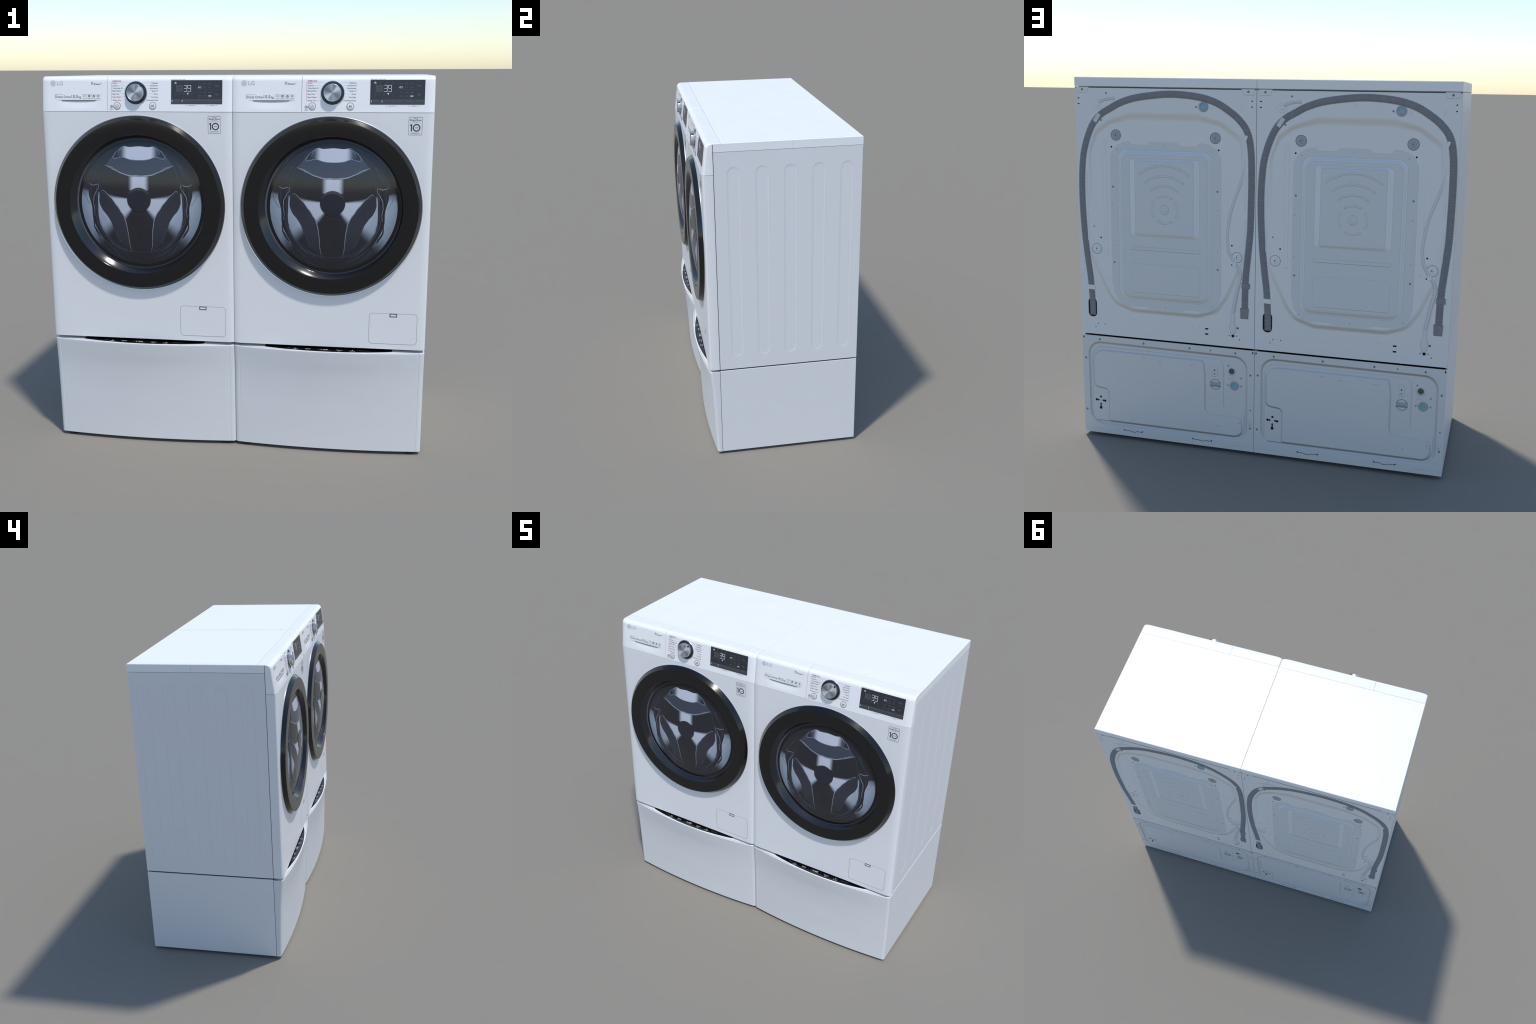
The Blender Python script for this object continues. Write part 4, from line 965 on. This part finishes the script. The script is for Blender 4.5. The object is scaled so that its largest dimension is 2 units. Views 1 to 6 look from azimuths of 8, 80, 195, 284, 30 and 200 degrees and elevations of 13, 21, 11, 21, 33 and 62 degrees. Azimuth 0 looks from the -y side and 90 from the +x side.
def pf(x, z):
    e = max(0, (z - (LZ - .004)) / .004); return (x, ped_y(x, z) + .003 * (1 - math.sqrt(max(0, 1 - e * e))), z)
g = Geo(); g.put(*grid(xs, zz, pf))
nt = len(xs)
topv = [pf(x, LZ) for x in xs] + [(x, -.374, LZ) for x in xs]
g.put(topv, [(i, i + 1, nt + i + 1, nt + i) for i in range(nt - 1)])
botv = [pf(x, PZ0) for x in xs] + [(x, -.374, PZ0) for x in xs]
g.put(botv, [(i, i + 1, nt + i + 1, nt + i) for i in range(nt - 1)])
for s in (0, -1):
    x = xs[s]; g.put([pf(x, z) for z in zz] + [(x, -.374, z) for z in zz], [(i, i + 1, len(zz) + i + 1, len(zz) + i) for i in range(len(zz) - 1)])
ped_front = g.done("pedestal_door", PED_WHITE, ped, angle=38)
on_lid = lambda x, y, o: (x, y, LZ + o)
cx = np.linspace(-.318, .318, 60)
strip_o = [(-.334, -.4200), (-.330, -.4290), (-.324, -.4325)] + [(x, -.4700 + .355 * x * x) for x in cx] + [(.324, -.4325), (.330, -.4290), (.334, -.4200), (.334, -.366), (-.334, -.366)]
strip = add("pedestal_controls", *plate(strip_o, on_lid, -.001, .0012), BLACK, ped, smooth=False)
on_strip = lambda x, y, o: on_lid(x, y, .0012 + o)
g = Geo()
for s in (-1, 1):
    px = np.linspace(.20, .480, 30)
    g.put(*strip_line([(s * x, -.4705 + .185 * x * x) for x in px], .0016, on_lid, 0, .0006))
g.done("lid_groove_strip", SEAM, ped, smooth=False)  # dark strips laid on the lid in place of grooves
for body, x, y, h, w, m in (("TOUCH", -.300, -.4290, .006, .012, DIMTEXT), ("| |", -.275, -.4300, .006, .014, DIMTEXT), ("Diagnosis", -.205, -.4390, .007, .018, DIMTEXT), ("Small", -.150, -.4560, .004, .014, DIMTEXT),
                            ("Normal", -.105, -.4450, .009, .026, LIT), ("Water", -.105, -.4560, .005, .020, DIMTEXT), ("1:05", -.018, -.4480, .012, .036, LIT), ("18", -.045, -.4480, .012, .016, DIM),
                            ("Temp", -.010, -.4590, .005, .05, DIMTEXT), ("Option", .060, -.4450, .008, .034, PRINT_PALE), ("Key", .060, -.4570, .005, .016, LIT), ("hold", .125, -.4570, .006, .026, DIMTEXT),
                            ("Child Lock", .190, -.4400, .006, .055, DIMTEXT), ("Wi-Fi", .300, -.4280, .006, .016, DIMTEXT)):
    word("strip_lettering", body, x, y, h, on_strip, m, strip, w=w, align='C')
g = Geo()
for x in (-.172, .128):
    g.put(*strip_line([(x + .0125 * math.cos(a), -.4420 + .0125 * math.sin(a)) for a in np.linspace(3.3, 6.1, 16)], .0014, on_strip, 0, .0005))
    g.put(*plate(circle(x, -.4400, .0035, 10), on_strip, 0, .0005))
g.done("strip_symbol", LIT, strip, smooth=False)

# pedestal back
RELIEF_Y = PY = .4750
SHOWN = 3.4
p_out = [(-.4988, PZ0 + .0005), (.4988, PZ0 + .0005), (.4988, PZ1 - .0002), (-.4988, PZ1 - .0002)]
on_pb = lambda x, z, o: (x, PY + o, z)
po = ccw(fillet([(-.465, .068), (.464, .068), (.466, .556), (-.464, .549)], [.075, .085, .075, .075], 10))
pi_ = inset(ccw(resample(po, 260)), .013)
g = Geo(); g.put(*plate(p_out, on_pb, -.012, 0, [po])); g.put(*loft(po, pi_, on_pb, 0, -.0060, 6, 260)); g.put(*plate(pi_, on_pb, -.010, -.0060))
pback = g.done("pedestal_back", PED_BACK, ped, angle=25)
on_p = lambda x, z, o: on_pb(x, z, -.0060 + o)
ridge = ccw(fillet([(.449, .100), (.449, .530), (-.325, .526), (-.334, .470), (-.334, .240), (-.452, .240), (-.452, .086), (.440, .086)], [.02, .07, .045, .02, .03, .02, .06, .06], 6))
main = ccw(fillet([(.441, .285), (.441, .512), (-.219, .510), (-.230, .430), (-.230, .209), (-.436, .205), (-.446, .088), (.352, .088), (.352, .262), (.360, .276)], [.035, .070, .018, .02, .035, .03, .06, .01, .012, .012], 6))
g = Geo(); g.put(*raised(resample(ridge, 260), on_p, -.0005, .0022, .009, 5)); g.put(*raised(resample(main, 260), on_p, .0015, .0072, .012, 6))
g.done("pedestal_plateau", PED_BACK, pback, angle=25)
on_mid = lambda x, z, o: on_p(x, z, .0022 + o); on_main = lambda x, z, o: on_p(x, z, .0072 + o)
add("vent_plate", *raised(rrect(-.2945, -.2615, .4185, .4885, .016, 8), on_mid, -.0003, .0016, .003, 4), PED_BACK, pback)
add("vent_hole_disc", *plate(circle(-.278, .457, .0040, 14), on_mid, .0014, .0020), HOLE_BLACK, pback, smooth=False)  # dark disc in place of a drilled hole
dd = add("drain_port", *plate(circle(-.2825, .3780, .0295, 48), on_mid, -.001, .0012, [circle(-.2825, .3780, .0272, 48)]), SEAM, pback, smooth=False)
add("drain_elbow", *tube([(-.312, .378), (-.253, .378)], .0195, .0050, on_mid(0, 0, 0)[1] - BACK_Y - .0035, 9), BOLTGREY, dd)
hot = add("water_inlet", *revolve([(.0285, 0), (.0280, .0014), (.0220, .0018), (.0195, .0038), (.0165, .0040), (.0158, .0012)], on_p, -.3745, .4605, 40), PED_BACK, pback)
add("inlet_bore", *plate(circle(-.3735, .4600, .0160, 32), on_p, .0002, .0012), new_mat("inlet_bore_olive", (.10, .10, .085), .6, noise=.1), hot, smooth=False)
cold = add("water_inlet", *revolve([(.0258, 0), (.0256, .0012), (.0240, .0034), (.0165, .0034), (.0158, .0016)], on_p, -.3892, .3800, 40), CAPGREY, pback)
add("inlet_valve", *revolve([(.0160, .001), (.0155, .0022), (.0001, .0022)], on_p, -.3900, .3800, 32), BLUE, cold)
word("inlet_lettering", "COLD", -.3530, .4130, .0085, lambda x, z, o: on_p(-.3530 - (x + .3530), z, o), SEAM_SOFT, pback, w=.036, o=.0008)
for x, z in ((.394, .5670), (.132, .5665), (-.135, .5660), (-.394, .5640), (.481, .454), (.482, .151), (-.479, .450), (-.480, .151)): screw(x, z, on_pb, pback, .0066)
for x, z in ((-.355, .490), (-.353, .382), (-.426, .427), (-.427, .382)): screw(x, z, on_p, pback, .0062, PED_BACK)
screw(-.278, .437, lambda x, z, o: on_mid(x, z, .0016 + o), pback, .0060, PED_BACK)
for x, z in ((-.296, .143), (-.417, .175)): screw(x, z, on_main, pback, .0044, PED_BACK)
g = Geo()
for x, z, r in ((.397, .231, .0062), (.3975, .190, .0050), (.3980, .180, .0040), (.398, .167, .0085), (.4235, .212, .0070), (.412, .2115, .0052), (.3715, .2095, .0070), (.383, .2105, .0052)):
    g.put(*plate(circle(x, z, r, 16), on_mid, 0, .0005))
g.put(*plate([(.3945, .170), (.4015, .170), (.4010, .190), (.3950, .190)], on_mid, 0, .0004))
g.done("keyhole_plate", HOLE_BLACK, pback, smooth=False, stuff=True)  # dark plates in the shape of keyholes, laid on the surface
g = Geo()
for c in (.2025, -.206):
    g.put(*strip_line([(c + .0555, .0545), (c + .0555, .0490), (c + .018, .0490), (c + .014, .0445), (c - .014, .0445), (c - .018, .0490), (c - .0545, .0490), (c - .0545, .0545)], .0028, on_pb, 0, .0006))
    for s in (-1, 1): g.put(*plate(circle(c + s * .0550, .0520, .0038, 10), on_pb, 0, .0007))
for x, z in ((-.254, .566), (-.480, .253)): g.put(*plate(circle(x, z, .0032, 12), on_pb, 0, .0006))
for s in (-1, 1): g.put(*plate([(s * .486, .574), (s * .492, .566), (s * .494, .568), (s * .494, .580), (s * .490, .580)], on_pb, 0, .0006))
g.done("punched_hole_plate", HOLE_BLACK, pback, smooth=False, stuff=True)  # dark plates and strips on the sheet, nothing is cut
g = Geo()
g.put(*strip_line([(.497, .0405), (.390, .0420), (.362, .0370), (.326, .0190)], .0014, on_pb, 0, .0005)); g.put(*strip_line([(-.497, .0405), (-.378, .0420), (-.356, .0360), (-.334, .0210)], .0014, on_pb, 0, .0005))
for x in (.260, .146, -.150, -.262): g.put(*strip_line([(x, .047), (x, .026), (x - .004 * (1 if x in (.146, -.262) else -1), .022)], .0012, on_pb, 0, .0005))
g.done("sheet_joint", SEAM_SOFT, pback, smooth=False)
g = Geo()
for x, z in ((.132, .485), (.040, .473), (-.144, .472)): g.put(*raised(rrect(x - .011, x + .011, z - .0028, z + .0028, .002, 3), on_main, -.0002, .0012, .002, 3))
g.put(*raised(fillet([(-.468, .205), (-.487, .185), (-.487, .170), (-.468, .155)], .004), on_pb, -.0002, .0015, .004, 3))
g.done("pressed_mark", PED_BACK, pback)
RELIEF_Y = None
# feet
for x in (-.445, .445):
    for y in (-.372, .395):
        add("foot", *box_bevel(x - .001, x + .001, y - .001, y + .001, 0, .001), RUBBER) if False else add("foot", [(x + a, y + b, z) for z in (0, .003, .018) for a, b in circle(0, 0, .026 if z else .0245, 28)],
            [(k * 28 + i, k * 28 + (i + 1) % 28, (k + 1) * 28 + (i + 1) % 28, (k + 1) * 28 + i) for k in (0, 1) for i in range(28)] + [tuple(range(28))], RUBBER)

# ------------------------------------------------------------------ second machine: same meshes, one width to the right
def copy_machine(dx):
    new = {ROOT: ROOT.copy()}
    for ob in PARTS: new[ob] = ob.copy()
    for o, c in new.items():
        bpy.context.scene.collection.objects.link(c)
        c.parent = new.get(o.parent)
    new[ROOT].location.x = dx
    return new[ROOT]
ROOT["label"] = "white front loading washing machine with black door and pedestal drawer"
ROOT["category"] = "washing machine"
ROOT.location = (-.5, 0, 0)
second = copy_machine(.5)
second["label"] = ROOT["label"]; second["category"] = ROOT["category"]
